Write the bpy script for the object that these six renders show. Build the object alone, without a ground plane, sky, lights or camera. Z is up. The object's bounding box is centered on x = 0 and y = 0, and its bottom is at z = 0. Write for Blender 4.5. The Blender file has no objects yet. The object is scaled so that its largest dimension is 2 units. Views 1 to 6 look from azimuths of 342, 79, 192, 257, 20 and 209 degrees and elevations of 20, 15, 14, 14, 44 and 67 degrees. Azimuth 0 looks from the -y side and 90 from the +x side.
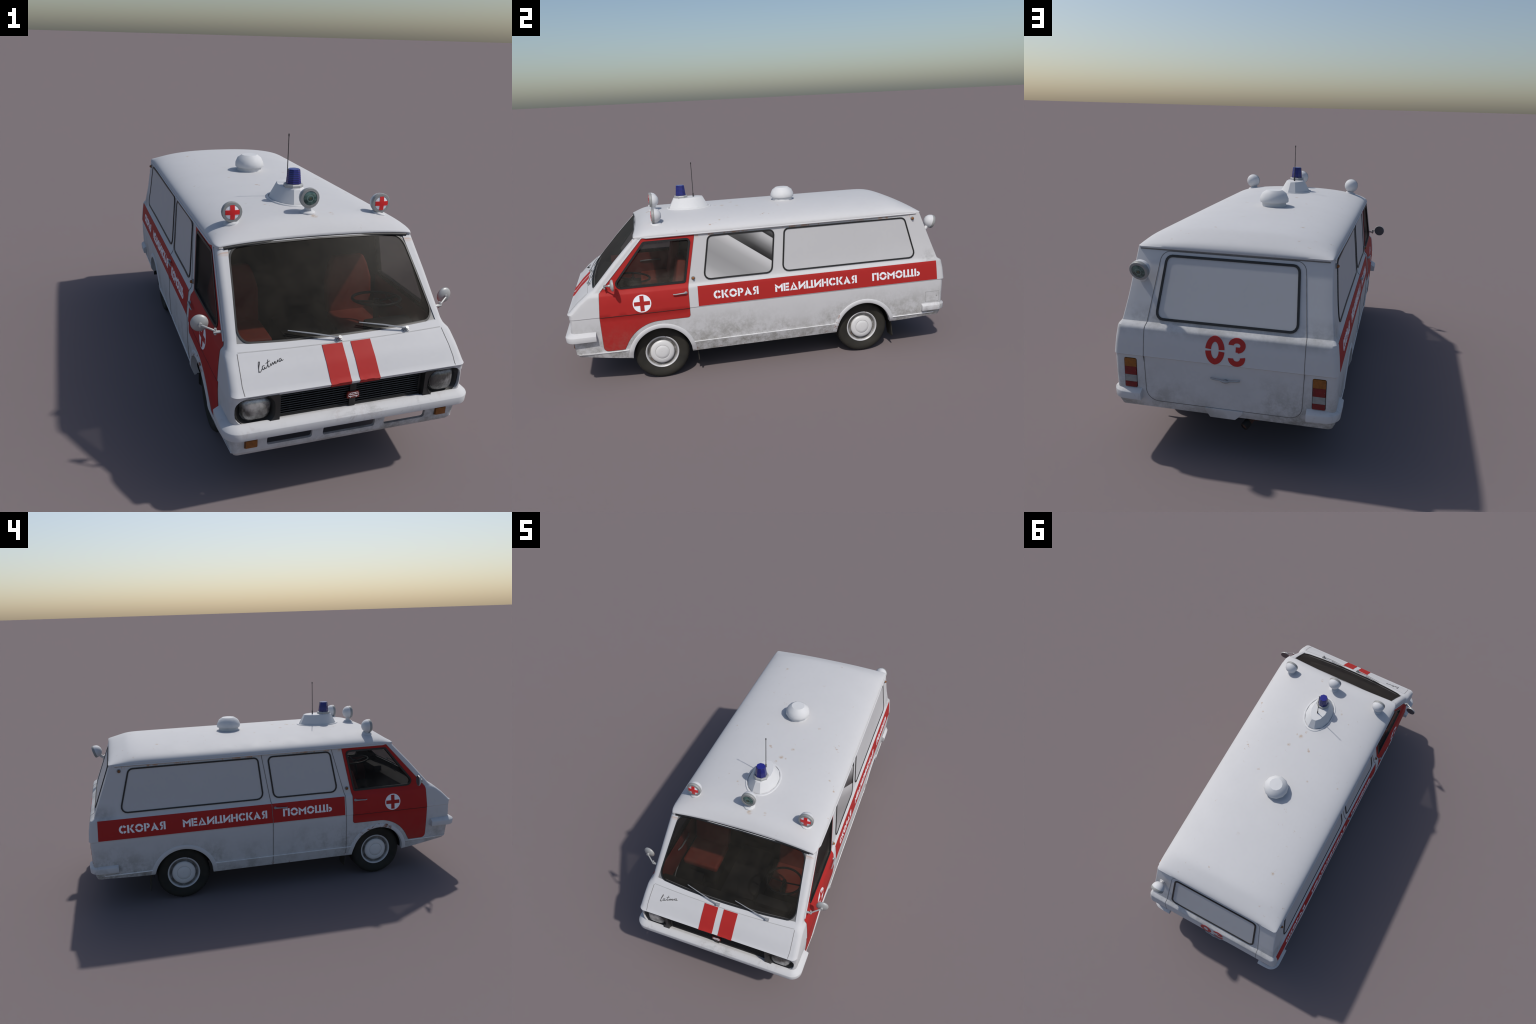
import bpy, bmesh, math, random
from math import sin, cos, pi, sqrt, radians
from mathutils import Vector, Matrix
from mathutils.bvhtree import BVHTree
from mathutils.geometry import delaunay_2d_cdt

random.seed(7)
SC = bpy.context.scene.collection

# =====================================================================
#  materials
# =====================================================================
def new_mat(name):
    m = bpy.data.materials.new(name); m.use_nodes = True
    nt = m.node_tree
    return m, nt, nt.nodes["Principled BSDF"]

def noise(nt, coord, scale, detail=6, rough=.6, dist=0.0, mapping=None):
    n = nt.nodes.new("ShaderNodeTexNoise")
    n.inputs["Scale"].default_value = scale; n.inputs["Detail"].default_value = detail
    n.inputs["Roughness"].default_value = rough; n.inputs["Distortion"].default_value = dist
    src = coord
    if mapping:
        mp = nt.nodes.new("ShaderNodeMapping"); mp.inputs["Scale"].default_value = mapping
        nt.links.new(coord, mp.inputs["Vector"]); src = mp.outputs[0]
    nt.links.new(src, n.inputs["Vector"])
    return n.outputs["Fac"]

def ramp(nt, val, a, b, lo=0.0, hi=1.0):
    r = nt.nodes.new("ShaderNodeMapRange"); r.clamp = True
    r.inputs["From Min"].default_value = a; r.inputs["From Max"].default_value = b
    r.inputs["To Min"].default_value = lo; r.inputs["To Max"].default_value = hi
    nt.links.new(val, r.inputs["Value"]); return r.outputs[0]

def math_node(nt, op, a, b):
    n = nt.nodes.new("ShaderNodeMath"); n.operation = op
    for i, v in enumerate((a, b)):
        if isinstance(v, (int, float)): n.inputs[i].default_value = v
        else: nt.links.new(v, n.inputs[i])
    return n.outputs[0]

def mixc(nt, fac, c1, c2):
    n = nt.nodes.new("ShaderNodeMix"); n.data_type = 'RGBA'
    if isinstance(fac, (int, float)): n.inputs[0].default_value = fac
    else: nt.links.new(fac, n.inputs[0])
    for i, c in ((6, c1), (7, c2)):
        if isinstance(c, tuple): n.inputs[i].default_value = (*c, 1)
        else: nt.links.new(c, n.inputs[i])
    return n.outputs[2]

def coords(nt):
    t = nt.nodes.new("ShaderNodeTexCoord"); s = nt.nodes.new("ShaderNodeSeparateXYZ")
    nt.links.new(t.outputs["Object"], s.inputs[0])
    return t.outputs["Object"], s.outputs[0], s.outputs[1], s.outputs[2]

def band(nt, v, a0, a1, b0, b1):
    return math_node(nt, 'MULTIPLY', ramp(nt, v, a0, a1), ramp(nt, v, b0, b1, 1, 0))

RUST = (.20, .075, .04); RUST_ORANGE = (.48, .22, .08); DIRT = (.17, .16, .13)

def painted(name, base, rough=.55, dirt=0.6, chips=.0, low=None, stain=False, speck=.0, mottle=.10, streak=0.0, spots=()):
    """enamel with mottling, mud on the lower panels, rust chips and stains"""
    m, nt, b = new_mat(name)
    co, x, y, z = coords(nt)
    col = mixc(nt, ramp(nt, noise(nt, co, 7, 8, .65), .35, .75, 0, mottle), base, tuple(c*.72 for c in base))
    col = mixc(nt, ramp(nt, noise(nt, co, 60, 3, .5), .45, .8, 0, mottle*.8), col, tuple(c*.8 for c in base))
    if low and dirt:
        n1 = noise(nt, co, 13, 14, .78, .0)
        wide = noise(nt, co, 2.6, 3, .5)
        h = ramp(nt, z, low[0], low[1], 0, 1)
        f = math_node(nt, 'MULTIPLY', h, ramp(nt, n1, .43, .59, .10, 1))
        f = math_node(nt, 'MULTIPLY', f, ramp(nt, wide, .38, .54, .22, 1))
        f = math_node(nt, 'MULTIPLY', f, dirt)
        col = mixc(nt, f, col, DIRT)
        rusty = math_node(nt, 'MULTIPLY', ramp(nt, noise(nt, co, 24, 6, .7), .60, .66), ramp(nt, z, .165, .14, 0, .8))
        col = mixc(nt, rusty, col, RUST)
        # smoky grime round the rear window and the tail ledge
        rear = math_node(nt, 'MULTIPLY', ramp(nt, y, .84, .89), band(nt, z, .44, .49, .505, .56))
        g2 = math_node(nt, 'MULTIPLY', rear, ramp(nt, noise(nt, co, 9, 10, .72, .0), .42, .62))
        col = mixc(nt, math_node(nt, 'MULTIPLY', g2, .55), col, (.20, .20, .195))
    if stain:
        # rust weeping from under the drip rail
        g = noise(nt, co, 9, 5, .75, .0, (0, 1.6, .25))
        f = math_node(nt, 'MULTIPLY', ramp(nt, g, .52, .60), band(nt, z, .716, .730, .742, .748))
        col = mixc(nt, math_node(nt, 'MULTIPLY', f, .75), col, RUST_ORANGE)
    if chips:
        c = math_node(nt, 'MULTIPLY', ramp(nt, noise(nt, co, 30, 8, .75), .53, .57), ramp(nt, noise(nt, co, 6, 2, .5), .52, .58))
        col = mixc(nt, math_node(nt, 'MULTIPLY', c, chips), col, RUST)
    if speck:
        c = math_node(nt, 'MULTIPLY', ramp(nt, noise(nt, co, 26, 4, .6), .66, .71), ramp(nt, noise(nt, co, 3, 2, .5), .47, .58))
        col = mixc(nt, math_node(nt, 'MULTIPLY', c, speck), col, (.36, .22, .13))
    for cx, cy, r in spots:
        dx = math_node(nt, 'SUBTRACT', x, cx); dy = math_node(nt, 'SUBTRACT', y, cy)
        d = math_node(nt, 'SQRT', math_node(nt, 'ADD', math_node(nt, 'MULTIPLY', dx, dx), math_node(nt, 'MULTIPLY', dy, dy)), 0)
        f = math_node(nt, 'MULTIPLY', ramp(nt, d, r, r*.25), ramp(nt, noise(nt, co, 70, 5, .7), .38, .58))
        col = mixc(nt, math_node(nt, 'MULTIPLY', f, .62), col, (.36, .22, .10))
    if streak:
        s = math_node(nt, 'MULTIPLY', ramp(nt, noise(nt, co, 14, 6, .7, .5), .52, .7), ramp(nt, noise(nt, co, 3.2, 2, .5), .48, .6))
        col = mixc(nt, math_node(nt, 'MULTIPLY', s, streak), col, (.20, .20, .19))
    nt.links.new(col, b.inputs["Base Color"])
    b.inputs["Specular IOR Level"].default_value = .16
    nt.links.new(ramp(nt, noise(nt, co, 12, 6, .6), .3, .8, rough-.02, rough+.08), b.inputs["Roughness"])
    return m

def plain(name, col, rough=.5, metal=0.0, vary=.2, scale=20, **kw):
    m, nt, b = new_mat(name)
    co, x, y, z = coords(nt)
    c = mixc(nt, ramp(nt, noise(nt, co, scale, 6, .65), .35, .75, 0, 1), col, tuple(v*(1-vary) for v in col))
    nt.links.new(c, b.inputs["Base Color"])
    b.inputs["Roughness"].default_value = rough; b.inputs["Metallic"].default_value = metal
    for k, v in kw.items(): b.inputs[k].default_value = v
    return m

WHITE = (.565, .565, .575)
RED = (.40, .024, .022)
M_BODY = painted("white_enamel_body", WHITE, low=(.37, .17), stain=True, dirt=.74, streak=.0)
M_ROOF = painted("white_enamel_roof", WHITE, speck=.6, mottle=.10, spots=((.026, -.148, .016), (.064, -.073, .013), (.010, -.186, .010), (.052, -.15, .008),
    (-.129, .079, .008), (-.292, .032, .007), (-.203, .615, .012), (.083, -.535, .013), (.012, -.548, .016), (-.115, -.383, .008), (.30, -.2, .008)))
M_PANEL = painted("white_enamel_panel", WHITE, low=(.37, .17), dirt=.74, chips=.0)
M_BUMP = painted("white_enamel_bumper", (.575, .575, .585), chips=.10, streak=.6, mottle=.12)
M_FLARE = painted("white_enamel_arch", (.575, .575, .585), chips=.95, streak=.2)
M_LAMP = painted("white_enamel_lamp", (.62, .625, .64), mottle=.15, speck=.2)
M_RED = painted("red_enamel", RED, low=(.36, .16), dirt=.35, mottle=.18)
M_STRIPE = painted("red_stripe_paint", RED, mottle=.10)
M_MARK = plain("red_mark_paint", (.42, .009, .009), .45, vary=.12)
M_CROSS = plain("lamp_cross_red", (.72, .018, .02), .35, vary=.1)
M_LETTER = plain("white_lettering", (.86, .88, .92), .45, vary=.06)
M_PANE = painted("painted_window_white", (.52, .52, .53), rough=.45, mottle=.10)
M_RUBBER = plain("black_rubber", (.012, .012, .012), .5)
M_SEAM = plain("panel_gap", (.20, .19, .18), .8, vary=.5, scale=60)
M_DARKLINE = plain("dark_red_line", (.07, .02, .018), .8)
M_GREY = plain("grey_frame", (.20, .20, .20), .5, vary=.15)
M_BLACK = plain("black_plastic", (.018, .0175, .017), .45, vary=.35)
M_DARK = plain("underbody_black", (.012, .011, .010), .8)
M_INT = plain("cab_trim_dark", (.035, .032, .030), .7, vary=.3)
M_INTG = plain("cab_trim_grey", (.10, .095, .085), .7, vary=.3)
M_SEAT = plain("seat_vinyl_orange", (.50, .085, .05), .6, vary=.25)  # orange lightened to show through the dim cab and smoked glass
M_CARD = plain("door_card_red", (.30, .045, .035), .65, vary=.25)
M_METAL = plain("grey_metal", (.36, .37, .38), .4, .3, .2, 30)
M_MIRROR = plain("mirror_housing", (.42, .425, .42), .45, .2, .15)
M_GLASSM = plain("mirror_glass", (.16, .165, .17), .4)
M_RING = plain("lamp_ring_grey", (.30, .305, .30), .5, vary=.15)
M_BLUE = None
M_AMBER = plain("amber_lens", (.28, .092, .008), .25, vary=.4, scale=90)
M_REDL = plain("red_lens", (.19, .005, .008), .22, vary=.45, scale=60)
M_CLEARL = plain("reverse_lens", (.30, .31, .305), .3, vary=.35, scale=60)
M_EXH = plain("exhaust_rust", (.11, .055, .04), .8, .3, .4)
M_FLAP = plain("mud_flap_rubber", (.035, .032, .026), .8)
M_BASE = painted("lamp_base_white", (.62, .625, .635), mottle=.15, speck=.4)
M_EMB = plain("emblem_red", (.22, .025, .018), .4)
M_INK = plain("black_script", (.012, .012, .014), .5)

def make_blue():
    m, nt, b = new_mat("blue_beacon_lens")
    co, x, y, z = coords(nt)
    w = nt.nodes.new("ShaderNodeTexWave"); w.bands_direction = 'Z'; w.inputs["Scale"].default_value = 45
    w.inputs["Distortion"].default_value = .6
    nt.links.new(co, w.inputs["Vector"])
    c = mixc(nt, ramp(nt, w.outputs["Fac"], .2, .8), (.010, .011, .085), (.020, .022, .21))
    nt.links.new(c, b.inputs["Base Color"]); b.inputs["Roughness"].default_value = .2
    return m
M_BLUE = make_blue()

def make_tyre():
    m, nt, b = new_mat("dusty_tyre_rubber")
    co, x, y, z = coords(nt)
    c = mixc(nt, ramp(nt, noise(nt, co, 14, 8, .7), .35, .7), (.014, .013, .0105), (.028, .025, .018))
    nt.links.new(c, b.inputs["Base Color"]); b.inputs["Roughness"].default_value = .85
    bp = nt.nodes.new("ShaderNodeBump"); bp.inputs["Strength"].default_value = .3; bp.inputs["Distance"].default_value = .002
    nt.links.new(noise(nt, co, 120, 4), bp.inputs["Height"]); nt.links.new(bp.outputs[0], b.inputs["Normal"])
    return m
M_TYRE = make_tyre()

def make_rim():
    m, nt, b = new_mat("white_rim_enamel")
    co, x, y, z = coords(nt)
    r2 = math_node(nt, 'SQRT', math_node(nt, 'ADD', math_node(nt, 'MULTIPLY', y, y), math_node(nt, 'MULTIPLY', z, z)), 0)
    grime = math_node(nt, 'MULTIPLY', ramp(nt, r2, .0800, .0735), ramp(nt, noise(nt, co, 30, 8, .7), .35, .55, .6, 1))
    col = mixc(nt, math_node(nt, 'MULTIPLY', grime, .85), (.60, .60, .61), (.055, .046, .032))
    ch = math_node(nt, 'MULTIPLY', ramp(nt, noise(nt, co, 40, 6, .7), .64, .68), .8)
    col = mixc(nt, ch, col, RUST)
    nt.links.new(col, b.inputs["Base Color"]); b.inputs["Roughness"].default_value = .4
    return m
M_RIM = make_rim()

def make_cap():
    m, nt, b = new_mat("white_hub_cap_enamel")
    co, x, y, z = coords(nt)
    r2 = math_node(nt, 'SQRT', math_node(nt, 'ADD', math_node(nt, 'MULTIPLY', y, y), math_node(nt, 'MULTIPLY', z, z)), 0)
    line = band(nt, r2, .0345, .0355, .0362, .0372)
    col = mixc(nt, math_node(nt, 'MULTIPLY', line, .45), (.66, .66, .66), (.25, .24, .21))
    col = mixc(nt, math_node(nt, 'MULTIPLY', ramp(nt, noise(nt, co, 60, 4, .6), .72, .75), .7), col, RUST)
    nt.links.new(col, b.inputs["Base Color"]); b.inputs["Roughness"].default_value = .35
    return m
M_CAP = make_cap()

def make_glass(name, tint, dust, fac, dusty_low):
    """smoked, dusty window glass: mostly dark film, part see-through"""
    m, nt, b = new_mat(name)
    co, x, y, z = coords(nt)
    d = ramp(nt, noise(nt, co, 9, 7, .65, .4), .35, .72)
    if dusty_low:
        d = math_node(nt, 'ADD', math_node(nt, 'MULTIPLY', d, .35), math_node(nt, 'MULTIPLY', ramp(nt, z, .57, .50), ramp(nt, noise(nt, co, 12, 6, .7), .3, .7)))
    col = mixc(nt, d, tint, dust)
    nt.links.new(col, b.inputs["Base Color"]); b.inputs["Roughness"].default_value = .35
    b.inputs["Specular IOR Level"].default_value = .04
    tr = nt.nodes.new("ShaderNodeBsdfTransparent"); mx = nt.nodes.new("ShaderNodeMixShader")
    mx.inputs[0].default_value = fac
    nt.links.new(tr.outputs[0], mx.inputs[1]); nt.links.new(b.outputs[0], mx.inputs[2])
    nt.links.new(mx.outputs[0], nt.nodes["Material Output"].inputs["Surface"])
    return m
M_WS = make_glass("smoked_windscreen_glass", (.014, .0135, .0125), (.036, .032, .026), .66, False)
M_DG = make_glass("smoked_door_glass", (.014, .0135, .013), (.12, .11, .095), .62, True)

def make_headlamp():
    m, nt, b = new_mat("ribbed_headlamp_lens")
    co, x, y, z = coords(nt)
    w = nt.nodes.new("ShaderNodeTexWave"); w.bands_direction = 'X'; w.inputs["Scale"].default_value = 110
    w.inputs["Distortion"].default_value = 1.2; w.inputs["Detail"].default_value = 2
    nt.links.new(co, w.inputs["Vector"])
    n = noise(nt, co, 15, 3, .6)
    v = math_node(nt, 'MULTIPLY', ramp(nt, w.outputs["Fac"], 0, 1, .45, 1), ramp(nt, n, .40, .60, .12, 1))  # noise paints bright and dark reflector reflections into the lens colour
    col = mixc(nt, v, (.035, .033, .028), (.70, .70, .68))
    nt.links.new(col, b.inputs["Base Color"]); b.inputs["Roughness"].default_value = .14; b.inputs["Metallic"].default_value = .45
    bp = nt.nodes.new("ShaderNodeBump"); bp.inputs["Strength"].default_value = .5; bp.inputs["Distance"].default_value = .002
    nt.links.new(w.outputs["Fac"], bp.inputs["Height"]); nt.links.new(bp.outputs[0], b.inputs["Normal"])
    b.inputs["Coat Weight"].default_value = .6; b.inputs["Coat Roughness"].default_value = .05
    return m
M_HEAD = make_headlamp()

def make_spot():
    m, nt, b = new_mat("green_tinted_spot_lens")
    co, x, y, z = coords(nt)
    r2 = math_node(nt, 'SQRT', math_node(nt, 'ADD', math_node(nt, 'MULTIPLY', x, x), math_node(nt, 'MULTIPLY', z, z)), 0)
    rings = band(nt, r2, .0095, .0105, .012, .013)
    core = ramp(nt, r2, .006, .003)
    col = mixc(nt, ramp(nt, noise(nt, co, 55, 3, .5), .4, .65), (.014, .045, .042), (.09, .17, .15))
    col = mixc(nt, math_node(nt, 'MULTIPLY', rings, .8), col, (.20, .28, .25))
    col = mixc(nt, math_node(nt, 'MULTIPLY', core, .7), col, (.10, .085, .03))
    nt.links.new(col, b.inputs["Base Color"]); b.inputs["Roughness"].default_value = .15
    b.inputs["Coat Weight"].default_value = .5
    return m
M_SPOT = make_spot()

def make_gradient_pane():
    """driver-side middle window: diagonal light/dark gradient on the pane"""
    m, nt, b = new_mat("diagonal_gradient_pane")
    co, x, y, z = coords(nt)
    # signed distance to the light/dark edge running from (y -.179, z .722) down to (.048, .561)
    dy, dz = .227, -.161
    L = sqrt(dy*dy+dz*dz); ny, nz = -dz/L, dy/L
    s = math_node(nt, 'ADD', math_node(nt, 'MULTIPLY', math_node(nt, 'SUBTRACT', y, -.179), ny),
                  math_node(nt, 'MULTIPLY', math_node(nt, 'SUBTRACT', z, .722), nz))
    t = math_node(nt, 'ADD', math_node(nt, 'MULTIPLY', math_node(nt, 'SUBTRACT', y, -.179), dy/L),
                  math_node(nt, 'MULTIPLY', math_node(nt, 'SUBTRACT', z, .722), dz/L))
    cr = nt.nodes.new("ShaderNodeValToRGB"); e = cr.color_ramp.elements
    stops = [(0.0, .52), (.14, .36), (.30, .31), (.47, .40), (.56, .56), (.598, .60), (.602, .012), (.66, .045), (.74, .20), (.83, .46), (.865, .52), (.872, .012), (1.0, .20)]
    e[0].position = 0; e[1].position = 1
    for p, v in stops[1:-1]: e.new(p)
    for el, (p, v) in zip(sorted(e, key=lambda q: q.position), stops): pass
    for i, (p, v) in enumerate(stops):
        e[i].position = p; e[i].color = (v, v, v*1.01, 1)
    nt.links.new(ramp(nt, s, -.225, .15), cr.inputs[0])
    soft = mixc(nt, math_node(nt, 'MULTIPLY', ramp(nt, t, .16, -.02), ramp(nt, s, .0, .002)), cr.outputs[0], (.10, .10, .10))
    nt.links.new(soft, b.inputs["Base Color"]); b.inputs["Roughness"].default_value = .3
    return m
M_GRADIENT = make_gradient_pane()

# =====================================================================
#  geometry helpers
# =====================================================================
root = bpy.data.objects.new("ambulance_van", None); SC.objects.link(root)
root.empty_display_size = .1
root["label"] = "white and red ambulance minivan with rust and grime"
root["category"] = "ambulance"

def add_obj(name, mesh, parent=root, mats=None, smooth=35):
    ob = bpy.data.objects.new(name, mesh); SC.objects.link(ob); ob.parent = parent
    if mats:
        for m in (mats if isinstance(mats, (list, tuple)) else [mats]): mesh.materials.append(m)
    if smooth is not None:
        mesh.shade_smooth() if hasattr(mesh, "shade_smooth") else None
        mesh.set_sharp_from_angle(angle=radians(smooth))
    return ob

def mesh_from(name, verts, faces):
    me = bpy.data.meshes.new(name); me.from_pydata([tuple(v) for v in verts], [], faces); me.update(); return me

def fix_normals(me):
    bm = bmesh.new(); bm.from_mesh(me); bmesh.ops.recalc_face_normals(bm, faces=bm.faces); bm.to_mesh(me); bm.free()

class Acc:
    """collects geometry of several pieces into one mesh"""
    def __init__(s): s.v = []; s.f = []; s.mi = []
    def add(s, v, f, mi=0):
        o = len(s.v); s.v += [Vector(p) for p in v]; s.f += [[i+o for i in q] for q in f]; s.mi += [mi]*len(f)
    def obj(s, name, mats, parent=root, smooth=35, recalc=True, bevel=0, seg=2):
        me = mesh_from(name, s.v, s.f)
        for p, i in zip(me.polygons, s.mi): p.material_index = i
        if recalc: fix_normals(me)
        if bevel:
            bm = bmesh.new(); bm.from_mesh(me)
            es = [e for e in bm.edges if len(e.link_faces) == 2 and e.calc_face_angle(0) > radians(40)]
            bmesh.ops.bevel(bm, geom=es, offset=bevel, segments=seg, affect='EDGES', profile=.6, clamp_overlap=True)
            bm.to_mesh(me); bm.free()
        return add_obj(name, me, parent, mats, smooth)

def interp(pts, t):
    if t <= pts[0][0]: return pts[0][1]
    for (a, va), (b, vb) in zip(pts, pts[1:]):
        if t <= b: return va+(vb-va)*(t-a)/(b-a) if b > a else vb
    return pts[-1][1]

def round_poly(pts, r, n=5):
    out = []; N = len(pts)
    rr = r if isinstance(r, (list, tuple)) else [r]*N
    for i in range(N):
        p0, p, p1 = (Vector(pts[(i-1) % N]), Vector(pts[i]), Vector(pts[(i+1) % N]))
        if rr[i] <= 0: out.append(tuple(p)); continue
        a = (p0-p); b = (p1-p); la, lb = a.length, b.length; a.normalize(); b.normalize()
        ang = math.acos(max(-1, min(1, a.dot(b)))); d = min(rr[i]/math.tan(ang/2), la*.49, lb*.49)
        r_ = d*math.tan(ang/2); c = p+(a+b).normalized()*(r_/sin(ang/2))
        s, e = p+a*d-c, p+b*d-c
        a0 = math.atan2(s.y, s.x); a1 = math.atan2(e.y, e.x); da = (a1-a0+pi) % (2*pi)-pi
        for k in range(n+1):
            t = a0+da*k/n; out.append((c.x+r_*cos(t), c.y+r_*sin(t)))
    return out

def area(p): return .5*sum(p[i-1][0]*p[i][1]-p[i][0]*p[i-1][1] for i in range(len(p)))
def ccw(p): return list(p) if area(p) > 0 else list(reversed(p))
def grow(p, d):
    p = ccw(p); N = len(p); out = []
    for i in range(N):
        a = Vector(p[i])-Vector(p[i-1]); b = Vector(p[(i+1) % N])-Vector(p[i])
        if a.length < 1e-9: a = b
        if b.length < 1e-9: b = a
        na = Vector((a.y, -a.x)).normalized(); nb = Vector((b.y, -b.x)).normalized()
        m = (na+nb); m = m.normalized() if m.length > 1e-6 else na
        out.append(tuple(Vector(p[i])+m*d/max(.45, m.dot(na))))
    return out
def inside(pt, poly):
    x, y = pt; c = False; j = len(poly)-1
    for i in range(len(poly)):
        xi, yi = poly[i]; xj, yj = poly[j]
        if (yi > y) != (yj > y) and x < (xj-xi)*(y-yi)/(yj-yi)+xi: c = not c
        j = i
    return c
def densify(p, g):
    out = []
    for i in range(len(p)):
        a = Vector(p[i]); b = Vector(p[(i+1) % len(p)]); n = max(1, int((b-a).length/g+.999))
        for k in range(n): out.append(tuple(a+(b-a)*k/n))
    return out

ROWS = {}
def split_rows(p, rows):
    out = []
    for i in range(len(p)):
        a, b = p[i], p[(i+1) % len(p)]; out.append(a)
        ts = sorted((zr-a[1])/(b[1]-a[1]) for zr in rows if (a[1]-zr)*(b[1]-zr) < 0)
        for t in ts:
            if 1e-3 < t < 1-1e-3: out.append((a[0]+(b[0]-a[0])*t, a[1]+(b[1]-a[1])*t))
    return out

def panel_geo(acc, outer, holes, proj, off, depth, mi=0, grid=.03):
    """a plate that follows the body: a 2-D outline laid on the surface, with edge walls"""
    rows = ROWS.get(getattr(proj, "__name__", ""), ())
    loops = [split_rows(densify(ccw(q), grid), rows) for q in [outer]+list(holes)]
    vs = []; es = []
    for lp in loops:
        o = len(vs); vs += [Vector(p) for p in lp]; es += [(o+i, o+(i+1) % len(lp)) for i in range(len(lp))]
    xs = [p[0] for p in loops[0]]; ys = [p[1] for p in loops[0]]
    nx = int((max(xs)-min(xs))/grid); ny = int((max(ys)-min(ys))/grid)
    near = grid*.35
    for i in range(1, nx+1):
        for j in range(1, ny+1):
            p = (min(xs)+(max(xs)-min(xs))*i/(nx+1), min(ys)+(max(ys)-min(ys))*j/(ny+1))
            if any(abs(p[1]-zr) < grid*.45 for zr in rows): continue
            if inside(p, loops[0]) and not any(inside(p, h) for h in loops[1:]):
                if all((Vector(p)-Vector(q)).length > near for lp in loops for q in lp): vs.append(Vector(p))
    for zr in rows:            # follow the body creases exactly
        if not (min(ys) < zr < max(ys)): continue
        n = max(2, int((max(xs)-min(xs))/min(grid, .02)))
        for i in range(n+1):
            p = (min(xs)+(max(xs)-min(xs))*i/n, zr)
            if inside(p, loops[0]) and not any(inside(p, h) for h in loops[1:]):
                if all((Vector(p)-Vector(q)).length > .0008 for lp in loops for q in lp): vs.append(Vector(p))
        on = sorted((v.x, i) for i, v in enumerate(vs) if abs(v.y-zr) < 1e-6)
        for (xa, ia), (xb, ib) in zip(on, on[1:]):
            m = ((xa+xb)/2, zr)
            if xb-xa > 1e-5 and inside(m, loops[0]) and not any(inside(m, h) for h in loops[1:]): es.append((ia, ib))
    r = delaunay_2d_cdt(vs, es, [], 0, 1e-6)
    V2, F = r[0], r[2]
    F = [f for f in F if (lambda c: inside(c, loops[0]) and not any(inside(c, h) for h in loops[1:]))(
        (sum(V2[i].x for i in f)/len(f), sum(V2[i].y for i in f)/len(f)))]
    top = []; bot = []
    for v in V2:
        p, n = proj(v.x, v.y); top.append(p+n*off); bot.append(p-n*depth)
    edges = {}
    for f in F:
        for i in range(len(f)):
            a, b = f[i-1], f[i]; edges[(a, b)] = edges.get((a, b), 0)+1
    walls = [[a, b, b+len(V2), a+len(V2)] for (a, b) in edges if (b, a) not in edges]
    acc.add(top+bot, [list(f) for f in F]+walls, mi)

def panel(name, outer, holes, proj, off, depth, mat, parent=root, grid=.03, smooth=35):
    acc = Acc(); panel_geo(acc, outer, holes, proj, off, depth, 0, grid)
    return acc.obj(name, mat, parent, smooth)

def ring_panel(name, outline, w_out, w_in, proj, off, depth, mat, parent=root, grid=.03):
    return panel(name, grow(outline, w_out), [grow(outline, -w_in)], proj, off, depth, mat, parent, grid)

def lathe(acc, profile, n, M=Matrix(), mi=0, phase=0.0, sx=1.0, sy=1.0, cap0=True, cap1=True):
    """profile of (radius, height) turned round local z"""
    v = []; f = []
    for r, h in profile:
        for k in range(n):
            a = 2*pi*(k+phase)/n; v.append(M @ Vector((r*cos(a)*sx, r*sin(a)*sy, h)))
    for i in range(len(profile)-1):
        for k in range(n):
            k2 = (k+1) % n; f.append([i*n+k, i*n+k2, (i+1)*n+k2, (i+1)*n+k])
    if cap0: f.append(list(reversed(range(n))))
    if cap1: f.append([(len(profile)-1)*n+k for k in range(n)])
    acc.add(v, f, mi)

def tube(acc, path, r, n=8, mi=0, closed=False):
    P = [Vector(p) for p in path]; N = len(P); v = []; f = []
    R = r if isinstance(r, (list, tuple)) else [r]*N
    up = None
    for i in range(N):
        if closed: t = P[(i+1) % N]-P[i-1]
        else: t = P[min(i+1, N-1)]-P[max(i-1, 0)]
        t.normalize()
        if up is None:
            up = Vector((0, 0, 1)) if abs(t.z) < .9 else Vector((1, 0, 0))
        s = t.cross(up).normalized(); up = s.cross(t).normalized()
        for k in range(n):
            a = 2*pi*k/n; v.append(P[i]+(s*cos(a)+up*sin(a))*R[i])
    M_ = N if closed else N-1
    for i in range(M_):
        for k in range(n):
            k2 = (k+1) % n; j = (i+1) % N
            f.append([i*n+k, i*n+k2, j*n+k2, j*n+k])
    if not closed:
        f.append(list(reversed(range(n)))); f.append([(N-1)*n+k for k in range(n)])
    acc.add(v, f, mi)

def box(acc, lo, hi, mi=0, M=None):
    v = [Vector((x, y, z)) for z in (lo[2], hi[2]) for y in (lo[1], hi[1]) for x in (lo[0], hi[0])]
    if M is not None: v = [M @ p for p in v]
    acc.add(v, [[0, 2, 3, 1], [4, 5, 7, 6], [0, 1, 5, 4], [2, 6, 7, 3], [0, 4, 6, 2], [1, 3, 7, 5]], mi)

def prism(poly, axis, lo, hi):
    """closed prism of a 2-D outline extruded along an axis (0: outline in y,z   1: outline in x,z)"""
    poly = ccw(poly); n = len(poly)
    def mk(p, t): return (t, p[0], p[1]) if axis == 0 else (p[0], t, p[1])
    v = [mk(p, lo) for p in poly]+[mk(p, hi) for p in poly]
    f = [list(range(n)), list(range(2*n-1, n-1, -1))]+[[i, (i+1) % n, n+(i+1) % n, n+i] for i in range(n)]
    me = mesh_from("cutter", v, f); fix_normals(me)
    return me

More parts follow.
